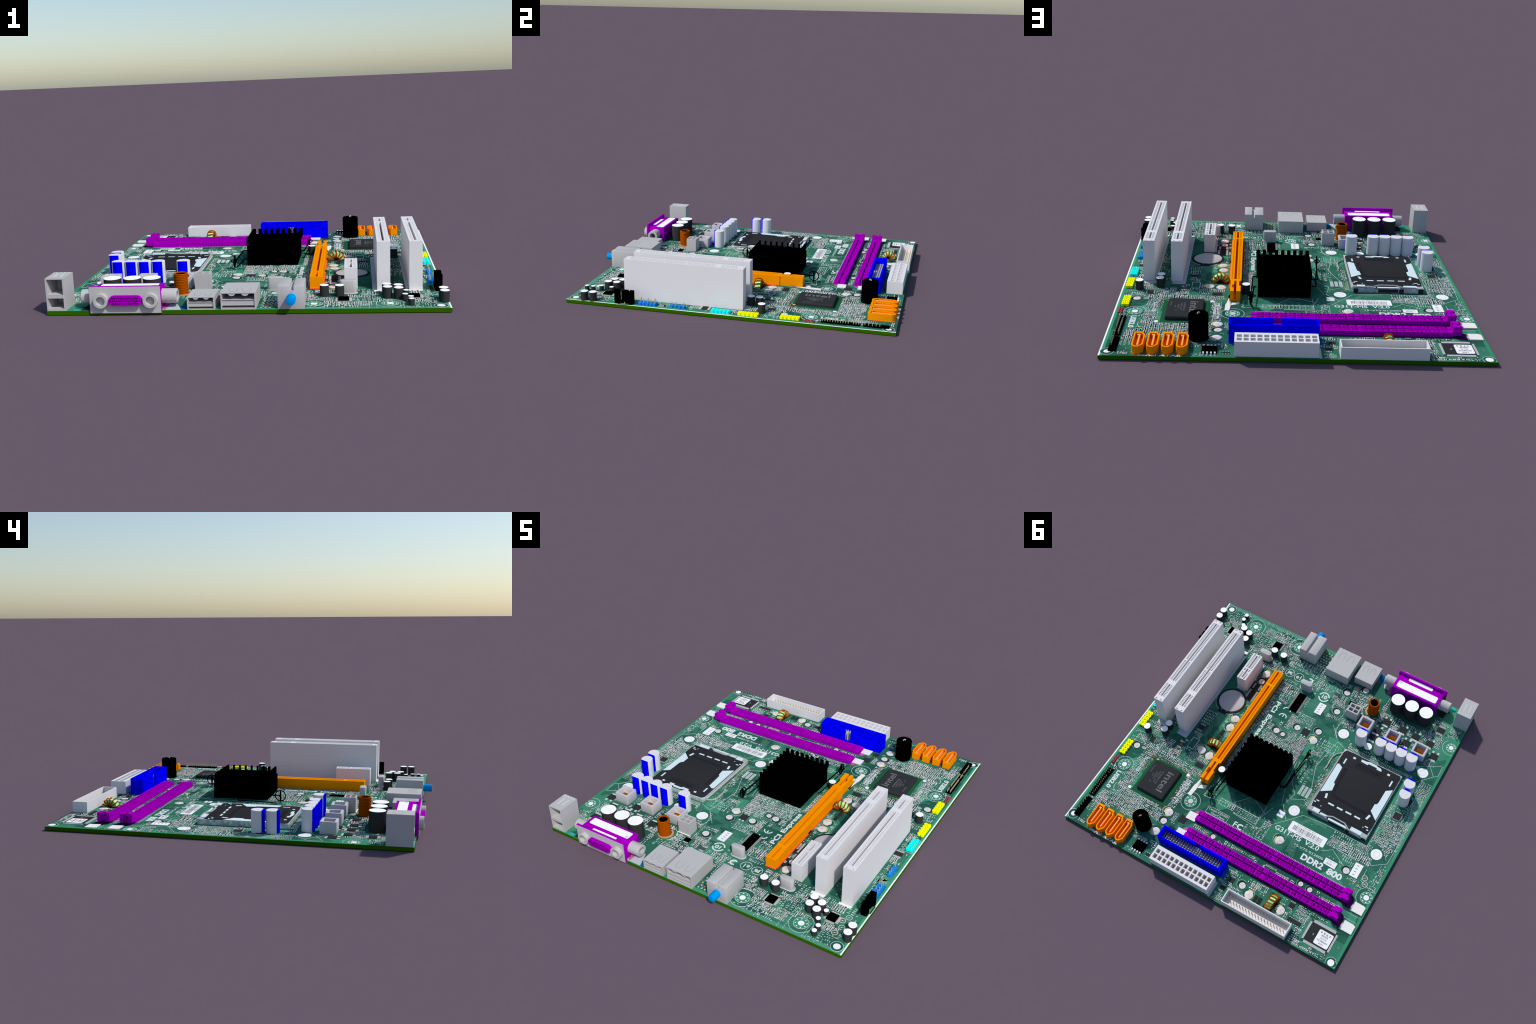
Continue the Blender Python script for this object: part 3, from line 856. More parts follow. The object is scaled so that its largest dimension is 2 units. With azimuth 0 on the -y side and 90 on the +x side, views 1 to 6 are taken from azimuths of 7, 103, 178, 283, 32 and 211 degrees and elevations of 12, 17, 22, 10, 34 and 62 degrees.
def half_coil():
    """half-buried toroid: arched green core wound with copper turns"""
    b = Build()
    R, tw, th = .0330, .0165, .0130
    N = 24
    sec = [(-tw, -th), (tw, -th), (tw, th), (-tw, th)]
    rings = []
    for i in range(N + 1):
        t = pi * i / N
        rings.append(b.add([((R + q) * math.cos(t), p, ZB + (R + q) * math.sin(t)) for p, q in sec]))
    for i in range(N):
        for k in range(4):
            l = (k + 1) % 4
            b.face([rings[i][k], rings[i][l], rings[i + 1][l], rings[i + 1][k]], M_CORE)
    for k in range(7):
        t = pi * (k + .5) / 7
        pts = []
        for a in [2 * pi * i / 20 for i in range(20)]:
            ca, sa = math.cos(a), math.sin(a)
            p = (tw + .006) * math.copysign(abs(ca) ** .75, ca)
            q = (th + .007) * math.copysign(abs(sa) ** .75, sa)
            tt = t + .10 * ca
            pts.append(((R + q) * math.cos(tt), p, max(ZB + .002, ZB + (R + q) * math.sin(tt))))
        b.tube(pts, .0036, M_COPPER, n=6, closed=True)
    b.prism([(-.055, -.030), (.055, -.030), (.055, .030), (-.055, .030)], ZB, ZB + .001, M_DRING)
    return b.mesh("toroid_coil", smooth=40)
tc_ = half_coil()
put("toroid_coil", tc_, (.4125, .0965, 0), rot=0.05); keep(.35, .47, .055, .135)
put("toroid_coil", tc_, (-.4500, .836, 0), rot=pi / 2 - .12); keep(-.49, -.41, .775, .90)

b = Build()
b.prism(stadium(0, 0, .098, .050), ZB, ZB + .004, M_GREY)
b.prism(stadium(0, 0, .084, .037), ZB, .0875, M_GREY)
xm = b.mesh("crystal_can", bevel=.0015)
put("crystal_can", xm, (.1190, -.5868, 0)); put("crystal_can", xm, (.4865, -.6690, 0))
keep(.065, .172, -.615, -.56); keep(.435, .54, -.70, -.64)

# ------------------------------------------------------------------ small power socket 2 x 2
b = Build()
xs = [-.2985, -.2905, -.2625, -.2555, -.2275, -.2180]; ys = [-.5895, -.582, -.559, -.552, -.529, -.5205]
b.grid(xs, ys, lambda i, j: .070 if i in (1, 3) and j in (1, 3) else .1065, ZB, M_GREY)
sp = put("small_power_socket", b.mesh("small_power_socket")); keep(-.305, -.21, -.6, -.51)
b = Build(); b.prism([(-.302, -.596), (-.212, -.596), (-.212, -.590), (-.302, -.590)], ZB, ZB + .003, M_CREAM)
put("socket_foot", b.mesh("socket_foot"), parent=sp)

# ------------------------------------------------------------------ pin headers
def header(name, x0, x1, y0, y1, nx, ny, m, h, pin_h, missing=(), pin=.0022, cut=.28, pm=None):
    b = Build()
    dx, dy = (x1 - x0) / nx, (y1 - y0) / ny
    for i in range(nx):
        for j in range(ny):
            cx, cy = x0 + (i + .5) * dx, y0 + (j + .5) * dy
            a, c = dx / 2 * .97, dy / 2 * .95
            k = min(a, c) * cut
            b.prism([(cx - a + k, cy - c), (cx + a - k, cy - c), (cx + a, cy - c + k), (cx + a, cy + c - k), (cx + a - k, cy + c), (cx - a + k, cy + c), (cx - a, cy + c - k), (cx - a, cy - c + k)], ZB, h, m)
            if (i, j) not in missing:
                b.cbox(cx, cy, pin * 2, pin * 2, h - .001, pin_h, pm or M_GOLD)
    keep(x0, x1, y0, y1)
    return put(name, b.mesh(name))
header("pin_header", .889, .930, .343, .457, 2, 5, M_YEL, .0345, .0375, missing=((0, 0),), pin=.0014, cut=.5)
header("pin_header", .901, .941, .0985, .2200, 2, 5, M_YEL, .0345, .0375, missing=((0, 4),), pin=.0014, cut=.5)
header("pin_header", .8988, .9405, -.0605, .0530, 2, 5, M_CYAN, .0345, .0400, pin=.0017, cut=.5)
header("pin_header", .902, .928, -.313, -.2175, 1, 4, M_HBLUE, .034, .054, pin=.0019, cut=.42, missing=((0, 2),))
header("pin_header", .893, .935, -.505, -.3945, 2, 5, M_HBLUE, .036, .058, pin=.0019, cut=.38, missing=((0, 1), (0, 3)))
header("pin_header", .884, .921, .578, .797, 2, 15, M_BLACK, .0275, .046, missing=((0, 3), (1, 11)), cut=.12, pin=.0016, pm=M_GOLDP)
header("pin_header", .881, .919, .814, .9585, 2, 7, M_BLACK, .0275, .046, pin=.0016, pm=M_GOLDP, missing=tuple((0, k) for k in range(7)) + ((1, 6), (1, 5)), cut=.12)
header("jumper", .914, .938, .482, .541, 1, 3, M_RED, .026, .030, cut=.4, pm=M_SMD)

# black audio-in connector, two posts with keyed tops
b = Build()
b.prism([(.914, -.649), (.940, -.649), (.947, -.645), (.947, -.6185), (.914, -.6185)], ZB, .1005, M_BLACK)
b.grid([.914, .930], [-.6020, -.567, -.5575, -.5335], lambda i, j: .088 if j == 1 else .1000, ZB, M_BLACK)
b.box(.9301, .946, -.6020, -.5672, .036, .1000, M_BLACK)
b.box(.9301, .946, -.5670, -.5577, .024, .0880, M_BLACK)
b.prism([(.9301, -.5574), (.950, -.5574), (.950, -.545), (.946, -.5335), (.9301, -.5335)], ZB, .1000, M_BLACK)
b.box(.914, .926, -.6183, -.6022, ZB, .034, M_BLACK)
b.cbox(.939, -.585, .005, .005, ZB, .033, M_GOLD)
put("audio_header", b.mesh("audio_header")); keep(.895, .955, -.66, -.525)
b = Build()
b.prism([(.890, -.655), (.904, -.655), (.904, -.545), (.890, -.545)], ZB, ZB + .003, M_CHIP)
b.prism([(.9500, -.62), (.9565, -.62), (.9565, -.558), (.9500, -.558)], ZB, ZB + .0015, M_CHIP)
put("header_foot", b.mesh("header_foot"))

# ------------------------------------------------------------------ coin battery
b = Build()
b.ring(0, 0, .080, .098, ZB, ZB + .0035, M_SMD, n=56)
b.lathe([(0, ZB), (.0855, ZB), (.0855, ZB + .0040), (.0835, ZB + .0052), (0, ZB + .0052)], n=64, mats=M_COIN)
b.ring(0, 0, .106, .1085, ZB, ZB + .0007, M_SILKD, n=56, a0=.2, a1=2.6)
b.cbox(.012, .100, .060, .030, ZB, ZB + .003, M_SMD); b.line([(-.012, .082), (-.012, .094)], .003, M_COIN, ZB, ZB + .006); b.line([(.025, .080), (.025, .094)], .003, M_COIN, ZB, ZB + .006)
put("coin_battery", b.mesh("coin_battery"), (.5035, -.2470, 0)); keep(.40, .61, -.35, -.12)

# ------------------------------------------------------------------ chips
def chip(b, cx, cy, w, h, z, m, px=0, py=0, plen=.009, pw=.45, pm=M_PAD, pz=.003):
    """epoxy body with gull-wing leads: px along the x sides, py along the y sides"""
    b.box(cx - w / 2, cx + w / 2, cy - h / 2, cy + h / 2, ZB + .0005, z, m)
    for s in (-1, 1):
        for k in range(py):
            y = cy + h * ((k + .5) / py - .5)
            b.cbox(cx + s * (w / 2 + plen / 2), y, plen, h / py * pw, ZB, ZB + pz, pm)
        for k in range(px):
            x = cx + w * ((k + .5) / px - .5)
            b.cbox(x, cy + s * (h / 2 + plen / 2), w / px * pw, plen, ZB, ZB + pz, pm)
    keep(cx - w / 2 - plen, cx + w / 2 + plen, cy - h / 2 - plen, cy + h / 2 + plen)

b = Build(); chip(b, .466, -.7935, .052, .056, .030, M_BLACK, 11, 11, .014); put("sound_chip", b.mesh("sound_chip"))
b = Build(); chip(b, .8035, -.745, .052, .054, .030, M_BLACK, 11, 11, .016); put("sound_chip", b.mesh("sound_chip"))
b = Build(); chip(b, .1115, -.456, .053, .152, .026, M_BLACK, 0, 24, .014, .6, mat("lead_grey", (.33, .33, .34), grain=.2)); put("clock_chip", b.mesh("clock_chip"))
b = Build(); chip(b, .4345, .934, .074, .064, .030, M_BLACK, 4, 0, .010, .45, M_LABEL, .012); put("firmware_chip", b.mesh("firmware_chip"))
b = Build(); chip(b, -.2065, -.629, .036, .034, .027, M_BLACK, 4, 0, .009, .5); put("regulator_chip", b.mesh("regulator_chip"))

# south bridge: green substrate, black moulding with maker's word
b = Build()
b.prism([(.461, .367), (.706, .367), (.706, .637), (.461, .637)], ZB, ZB + .0012, M_SUBS)
b.prism([(.672, .368), (.690, .372), (.682, .392), (.675, .384)], ZB + .0005, ZB + .003, mat("pin_one_mark", (.80, .55, .28)))
sb = put("bridge_chip", b.mesh("bridge_chip")); keep(.45, .715, .358, .645)
b = Build()
poly = rrect(.488, .683, .3835, .612, .006, 3)
a = b.add([(x, y, ZB + .001) for x, y in poly]); c = b.add([(x, y, .036) for x, y in poly])
top = rrect(.4935, .6775, .389, .6065, .005, 3); d = b.add([(x, y, .0415) for x, y in top])
n = len(poly)
for i in range(n):
    j = (i + 1) % n
    b.face([a[i], a[j], c[j], c[i]], M_CHIP); b.face([c[i], c[j], d[j], d[i]], M_CHIP)
b.face(d, M_CHIP)
text_into(b, "intel", (.5420, .4970, .0415), .064, M_INKG, rot=pi / 2, width=.150, bold=.0006)
for k, (s, w) in enumerate((("NH82801GB", .100), ("L922C124", .088), ("SLBFX", .056), ("e4", .020))):
    text_into(b, s, (.5900 + k * .0160, .487, .0415), .0135, M_INKG, rot=pi / 2, width=w)
b.ring(.630, .535, .004, .0055, .0415, .0420, M_INKG, n=14)
text_into(b, "CHINA", (.664, .452, .0415), .012, M_INKG, rot=pi / 2, width=.055)
put("chip_moulding", b.mesh("chip_moulding"), parent=sb)

# super-io chip with a paper label
b = Build()
zi = ZB + .004
b.prism([(-.880, .800), (-.704, .800), (-.704, .948), (-.880, .948)], ZB, ZB + .0010, M_SUBS)
for s in (-1, 1):
    for k in range(30):
        b.cbox(-.7945 - .070 + k * .140 / 29, .875 + s * .0675, .0030, .0170, ZB, ZB + .003, M_PAD)
    for k in range(26):
        b.cbox(-.7945 + s * .0815, .875 - .056 + k * .112 / 25, .0170, .0030, ZB, ZB + .003, M_PAD)
b.prism([(-.711, .8665), (-.7105, .8665), (-.7105, .867), (-.711, .867)], ZB, ZB + .0011, M_PAD)
M_LEADB = mat("lead_band_grey", (.29, .30, .31), grain=.1)
b.box(-.866, -.7225, .798, .817, ZB, ZB + .0020, M_LEADB); b.box(-.866, -.7225, .934, .951, ZB, ZB + .0020, M_LEADB)
b.box(-.884, -.8722, .818, .933, ZB, ZB + .0020, M_LEADB); b.box(-.7168, -.704, .818, .933, ZB, ZB + .0020, M_LEADB)
b.box(-.872, -.717, .8172, .9338, ZB, zi, M_CHIP)
io = put("control_chip", b.mesh("control_chip")); keep(-.89, -.695, .79, .958)
b = Build()
b.prism(rrect(-.867, -.776, .832, .925, .009), zi, zi + .0006, M_LABEL)
for k, (s, sz, w) in enumerate((("1999", .011, .030), ("AMIBIOS", .015, .066), ("S7170", .012, .038), ("EE08", .015, .040), ("4 9 8 4", .019, .066))):
    text_into(b, s, (-.8215, .9115 - k * .0165, zi + .0005), sz, M_CHIP, rot=0, width=w, h=.0005)
text_into(b, "S", (-.755, .880, zi), .018, M_SILKD, rot=0)
put("paper_label", b.mesh("paper_label"), parent=io)

# small flat chips and power transistors
b = Build()
tr = ((-.474, -.617), (-.452, -.529), (-.449, -.468), (-.595, -.617), (-.689, -.613), (-.657, -.537), (-.792, -.609), (-.8555, -.536), (-.645, -.467))
for x, y in tr:
    b.cbox(x, y, .048, .046, ZB, ZB + .004, M_CHIP)
    for q in (-.017, .017):
        b.cbox(x + q, y - .032, .014, .016, ZB, ZB + .002, M_PAD)
    b.cbox(x, y + .030, .044, .012, ZB, ZB + .0012, M_PAD)
    for q in (-.014, 0, .014):
        b.cbox(x + q, y + .026, .006, .006, ZB, ZB + .003, M_LABEL)
    keep(x - .026, x + .026, y - .042, y + .036)
put("power_transistor", b.mesh("power_transistor"), stuff=True)
b = Build()
chip(b, -.8405, -.038, .048, .048, ZB + .004, M_CHIP, 8, 8, .005)
chip(b, .882, -.110, .046, .036, ZB + .004, M_CHIP, 10, 0, .013, .55)
chip(b, -.186, -.748, .030, .026, ZB + .004, mat("chip_grey", (.085, .082, .085), grain=.2), 6, 0, .010)
chip(b, -.085, -.646, .030, .024, ZB + .004, MATS["chip_grey"], 6, 0, .010)
chip(b, -.0445, -.281, .046, .052, ZB + .004, M_CHIP, 2, 0, .010)
chip(b, -.170, .836, .030, .034, ZB + .004, M_CHIP, 4, 0, .008); chip(b, -.147, .905, .028, .030, ZB + .004, M_CHIP, 4, 0, .009)
chip(b, -.560, .793, .032, .034, ZB + .004, M_CHIP, 4, 0, .009)
chip(b, -.811, -.737, .050, .042, ZB + .004, M_CHIP, 10, 0, .016, .5); chip(b, -.865, -.160, .026, .040, ZB + .004, M_CHIP, 0, 4, .010)
chip(b, .415, -.350, .036, .090, ZB + .004, M_CHIP, 0, 12, .014); chip(b, .415, -.43, .030, .045, ZB + .004, M_CHIP, 0, 6, .012)
chip(b, .568, .030, .036, .034, ZB + .004, M_CHIP, 4, 0, .012); chip(b, .615, .205, .036, .034, ZB + .004, M_CHIP, 4, 0, .012)
chip(b, .795, .265, .034, .036, ZB + .004, M_CHIP, 0, 4, .008)
chip(b, .428, -.005, .022, .040, ZB + .004, M_SMD, 0, 0); chip(b, .432, .045, .022, .036, ZB + .004, M_SMD, 0, 0)
chip(b, .355, -.20, .024, .036, ZB + .004, M_SMD)
chip(b, .305, .648, .045, .050, ZB + .003, M_CHIP); chip(b, .334, .738, .040, .030, ZB + .003, M_CHIP); chip(b, .425, .275, .055, .030, ZB + .004, M_CHIP)
chip(b, -.380, .865, .022, .040, ZB + .005, M_SMD); chip(b, -.352, .865, .018, .040, ZB + .005, M_SMD)
chip(b, -.62, .872, .085, .026, ZB + .004, M_CHIP, 6, 0, .004)
chip(b, .355, .955, .040, .020, ZB + .003, M_CHIP, 3, 0, .004)
put("surface_chip", b.mesh("surface_chip"), stuff=True)

# white fan connectors lying flat, stickers
b = Build()
for (cx, cy, w, h) in ((-.788, .408, .052, .094), (-.043, -.488, .050, .090)):
    b.cbox(cx, cy, w, h, ZB, ZB + .004, M_LABEL)
    for k in range(4):
        b.cbox(cx + .004, cy - h * .33 + k * h * .22, .014, .004, ZB + .004, ZB + .0046, M_SMDG)
    keep(cx - w / 2 - .005, cx + w / 2 + .005, cy - h / 2 - .005, cy + h / 2 + .005)
put("fan_connector", b.mesh("fan_connector"))
b = Build()
zl = ZB + .0008
b.prism(rrect(-.541, -.292, .312, .381, .007), ZB, zl, M_LABEL)
x = -.318
while x > -.515:
    w = RNG.choice((.0016, .0016, .003, .0045)); b.cbox(x, .347, w, .032, zl, zl + .0003, M_SMDG); x -= w + RNG.choice((.0022, .0035))
text_into(b, "G31T-M5 SPIS E/N", (-.395, .3215, zl), .0125, M_SMDG, rot=pi, width=.125, h=.0004)
text_into(b, "V72901171C01004278", (-.430, .3715, zl), .0115, M_SMDG, rot=pi, width=.17, h=.0004)
b.prism([(-.670, .425), (-.589, .424), (-.590, .465), (-.669, .468)], ZB, zl, M_LABEL)
text_into(b, "V72901171", (-.628, .435, zl), .0115, M_SMDG, rot=pi, width=.06, h=.0004)
for k in range(9):
    b.cbox(-.605 - k * .0045, .452, .002, .012, zl, zl + .0003, M_SMDG)
text_into(b, "L1", (-.655, .452, zl), .013, M_SMDG, rot=pi, h=.0004)
b.prism([(-.228, .290), (-.184, .289), (-.184, .331), (-.227, .333)], ZB, zl, M_LABEL)
text_into(b, "RoHS", (-.206, .311, zl), .014, MATS["header_blue"], rot=pi, width=.036, h=.0004)
keep(-.545, -.288, .308, .385); keep(-.675, -.585, .42, .47); keep(-.235, -.18, .285, .338)
put("sticker", b.mesh("sticker"))

# ------------------------------------------------------------------ mounting holes
b = Build()
def plated(cx, cy, rin, annulus=.040, outer=0, white=True, arc=(0, 2 * pi)):
    m = M_LABEL if white else M_PAD
    b.lathe([(rin, ZB), (rin, ZB + .0010), (0, ZB + .0010)], n=32, cx=cx, cy=cy, mats=m)
    b.ring(cx, cy, rin * 1.12, annulus, ZB, ZB + .0006, M_POUR, n=40)
    b.ring(cx, cy, annulus, annulus + .0020, ZB, ZB + .0009, M_SILK, n=48)
    for k in range(8):
        t = 2 * pi * (k + .5) / 8; q = (rin + annulus) / 2 + .002
        b.cbox(cx + q * math.cos(t), cy + q * math.sin(t), .0055, .0075, ZB, ZB + .0009, M_LABEL, rot=t)
    if outer:
        b.ring(cx, cy, outer - .0009, outer + .0009, ZB, ZB + .0008, M_SILK, n=64, a0=arc[0], a1=arc[1])
    keep(cx - annulus, cx + annulus, cy - annulus, cy + annulus)
plated(.684, -.861, .0175, .039, .066); plated(.326, -.860, .0170, .039, .068)
plated(-.919, .530, .0170, .0350, .062, arc=(-2.2, .9)); plated(-.925, -.653, .0155, .0300, .056, arc=(-.8, 2.2))
plated(.333, .519, .0170, .037, .062, white=False); plated(.849, .512, .0165, .0365, .058)
for x, y, r in ((.914, -.907, .0190), (-.923, .976, .0200), (.922, .958, .0160)):
    b.lathe([(r, ZB), (r, ZB + .0012), (0, ZB + .0012)], n=32, cx=x, cy=y, mats=M_LABEL)
    b.ring(x, y, r * 1.08, .0315, ZB, ZB + .0004, M_POURD, n=36); b.ring(x, y, .0320, .0338, ZB, ZB + .0008, M_SILK, n=40)
    keep(x - .034, x + .034, y - .034, y + .034)
for x, y in ((-.269, -.397), (-.845, -.394), (-.845, .254), (-.265, .249)):      # cooler mounts
    b.lathe([(.0355, ZB), (.0355, ZB + .0012), (.0205, ZB + .0012), (.0205, ZB + .0009), (.019, ZB + .0009), (.019, ZB + .0013), (0, ZB + .0013)], n=44, cx=x, cy=y, mats=[M_LABEL, M_LABEL, M_SILKD, M_SILKD, M_SILKD, M_LABEL])
    keep(x - .036, x + .036, y - .036, y + .036)
b.lathe([(.026, ZB), (.026, ZB + .001), (0, ZB + .001)], n=28, cx=-.452, cy=-.392, mats=M_LABEL)
for x, y in ((.706, -.81), (.885, -.86), (-.945, .957), (.10, -.905), (.515, -.765), (.432, -.83), (.835, -.79), (.785, -.70), (-.715, .80), (-.87, .955)):
    b.ring(x, y, .0045, .0085, ZB, ZB + .0006, M_SMD, n=14); b.lathe([(.0045, ZB), (.0045, ZB + .0008), (0, ZB + .0008)], n=12, cx=x, cy=y, mats=M_VIA)
put("mounting_hole", b.mesh("mounting_hole"))

# ------------------------------------------------------------------ silkscreen legends and outlines
b = Build()
zs = ZB
text_into(b, "DDR2", (-.527, .4925, zs), .056, M_SILK, rot=pi, width=.148, bold=.0022)
text_into(b, "800", (-.684, .4980, zs), .056, M_SILK, rot=pi, width=.100, bold=.0022)
text_into(b, "G31T-M5  V:2.0", (-.371, .4020, zs), .045, M_SILK, rot=pi, width=.305, bold=.0007)
text_into(b, "15-V72-012000", (-.477, .4455, zs), .021, M_SILK, rot=pi, width=.198)
text_into(b, "PCI Express", (.224, -.2390, zs), .042, M_SILK, rot=pi / 2, width=.325, bold=.0014)
text_into(b, "USB2.0", (.8475, .6340, zs), .040, M_SILK, rot=pi / 2, width=.137, bold=.0016)
text_into(b, "Serial ATAII", (.672, .9905, zs), .026, M_SILK, rot=pi, width=.205, bold=.0006)
text_into(b, "FC", (-.014, .516, zs), .052, M_SILK, rot=pi, width=.062, bold=.0006)
b.ring(-.036, .518, .014, .018, zs, zs + .0007, M_SILK, n=24, a0=-2.2, a1=2.2)
text_into(b, "Canada ICES-003", (.138, .5005, zs), .020, M_SILK, rot=pi, width=.135)
text_into(b, "Class/Classe", (.130, .5215, zs), .020, M_SILK, rot=pi, width=.100)
b.line([(.213, .486), (.063, .487), (.062, .534), (.213, .536)], .0018, M_SILK, closed=True)
keep(.205, .245, -.405, -.07); keep(.83, .868, .56, .71); 
keep(-.21, -.75, .46, .535); keep(-.53, -.21, .38, .46); keep(.05, .22, .48, .54); keep(-.05, .03, .48, .545); keep(-.06, .022, -.625, -.545); keep(.165, .32, -.68, -.60); keep(.10, .155, -.68, -.625); keep(.11, .18, -.40, -.24)
# conformity marks
def ce(cx, cy):
    """round C and round E, letters standing with their tops towards -x"""
    for k, off in enumerate((-.030, .026)):
        b.ring(cx, cy + off, .0215, .0285, zs, zs + .0008, M_SILK, n=24, a0=-pi / 2 - 1.55, a1=-pi / 2 + 1.55)
    b.cbox(cx, cy + .026 - .013, .0065, .024, zs, zs + .0008, M_SILK)
ce(.146, -.335)
text_into(b, "X1", (.128, -.262, zs), .030, M_SILK, rot=pi / 2, width=.030)
b.ring(-.019, -.584, .0300, .0385, zs, zs + .0008, M_SILK, n=30, a0=.25, a1=pi - .15); b.ring(-.019, -.584, .0300, .0385, zs, zs + .0008, M_SILK, n=30, a0=pi + .25, a1=2 * pi - .15)
text_into(b, "10", (-.019, -.584, zs), .040, M_SILK, rot=pi, bold=.0012, width=.036)
b.ring(.205, -.639, .0315, .0340, zs, zs + .0008, M_SILK, n=36); text_into(b, "e1", (.205, -.639, zs), .044, M_SILK, rot=pi, bold=.0006)
b.ring(.278, -.641, .0295, .0320, zs, zs + .0008, M_SILK, n=36); text_into(b, "Pb", (.278, -.641, zs), .034, M_SILK, rot=pi, bold=.0008)
b.line([(.298, -.622), (.258, -.660)], .0025, M_SILK)
b.ring(.127, -.650, .0125, .0225, zs, zs + .0008, M_SILK, n=28, a0=.6, a1=5.4); b.line([(.128, -.642), (.118, -.655), (.104, -.668)], .005, M_SILK)
# processor cooler frame lines, heat sink outline, tables
for poly in ([(-.179, -.423), (-.264, -.325), (-.341, -.300)], [(-.124, -.071), (-.150, .078), (-.210, .146), (-.187, .252), (-.256, .334)],
             [(-.256, .334), (-.331, .249), (-.470, .235), (-.76, .235)], [(-.289, .077), (-.228, -.095), (-.264, -.325)], [(-.292, .145), (-.289, .077)], [(-.292, .145), (-.206, .190)],
             [(-.776, .104), (-.772, .250), (-.849, .335), (-.929, .277), (-.938, -.129)], [(-.780, -.045), (-.776, .104)], [(-.834, .166), (-.915, .261)], [(-.938, .13), (-.834, .166)],
             [(-.852, -.476), (-.917, -.402), (-.831, -.308)], [(-.917, -.402), (-.940, -.419), (-.937, -.497)], [(-.790, -.300), (-.780, -.215)],
             [(-.36, -.330), (-.76, -.330)], [(-.225, -.50), (-.205, -.40), (-.264, -.325)], [(-.205, -.455), (-.225, -.355)],
             [(.279, .445), (.059, .402)], [(.059, .455), (-.130, .470), (-.256, .334)], [(.279, .445), (.279, .36)], [(-.105, .46), (-.105, .31)], [(-.14, .30), (-.10, .42)],
             [(-.108, -.060), (-.124, .10), (-.175, .25)], [(-.12, .36), (-.02, .31)], [(.10, .40), (.02, .31)], [(.10, .40), (.19, .31)],
             [(.70, .31), (.745, .36), (.745, .60)], [(.44, .66), (.76, .66), (.76, .70)], [(.436, .345), (.436, .645)], [(.455, .345), (.70, .345)],
             [(-.76, .45), (-.60, .36), (-.545, .40)], [(-.84, .37), (-.84, .45), (-.90, .47)],
             [(-.80, -.42), (-.93, -.50)], [(-.885, -.30), (-.885, .06)], [(-.93, -.28), (-.93, .02)], [(-.885, .06), (-.91, .06)]):
    b.line(poly, .0016, M_SILK)
for x0, x1, y0, y1 in ((.069, .176, .403, .444), (-.100, .058, .403, .452), (-.190, -.146, .388, .523), (.526, .572, .115, .200), (-.874, -.79, -.115, -.20), (.88, .945, -.068, .062),
                       (.395, .478, .955, .978), (.84, .895, .25, .325)):
    b.line([(x0, y0), (x1, y0), (x1, y1), (x0, y1)], .0015, M_SILK, closed=True)
b.line([(.570, .198), (.528, .198), (.526, .117), (.572, .117), (.572, .15)], .005, M_PBASE, ZB, ZB + .0012)
keep(.52, .58, .11, .205)
# dashed rear edge cut-out marks
for x0, x1 in ((.62, .585), (.47, .445), (.80, .775), (.745, .73)):
    for x in (x0, x1):
        for k in range(7):
            b.line([(x, -.940 + k * .016), (x, -.931 + k * .016)], .0018, M_SILK)
for y in (.700, .663):
    for k in range(12):
        b.line([(-.86 - k * .007, y), (-.8645 - k * .007, y)], .0015, M_SILK)
b.ring(.52, .80, .057, .0595, zs, zs + .0007, M_SILKD, n=40); b.ring(.77, .66, .045, .0475, zs, zs + .0007, M_SILK, n=24, a0=-.4, a1=1.7)
for x, y in ((.725, .628), (.448, .372)):
    b.lathe([(.011, ZB), (.011, ZB + .0012), (0, ZB + .0012)], n=18, cx=x, cy=y, mats=M_LABEL)
for x, y in ((.875, -.70), (.905, -.735), (.855, -.735), (.875, -.78), (.86, -.83), (-.855, .425), (-.872, .46), (.71, -.655)):
    b.ring(x, y, .015, .0175, zs, zs + .0008, M_SILK, n=24)
    b.cbox(x, y, .022, .004, zs, zs + .0008, M_SILK, rot=.8)
    for q in (-.007, .007):
        b.lathe([(.005, ZB), (.005, ZB + .0014), (0, ZB + .0014)], n=10, cx=x + q, cy=y + q * .6, mats=M_SMDB)
    keep(x - .018, x + .018, y - .018, y + .018)
for x0, y0, nx_, ny_, dx, dy in ((-.283, .066, 3, 10, .026, .0075), (.745, .40, 2, 14, .012, .009), (.410, .40, 2, 18, .018, .010)):
    for i in range(nx_):
        for j in range(ny_):
            b.cbox(x0 + i * dx, y0 + j * dy, dx * .75, dy * .55, ZB, ZB + .0008, M_SILK)
keep(-.3, -.21, .06, .14)
put("silkscreen_legend", b.mesh("silkscreen_legend"))

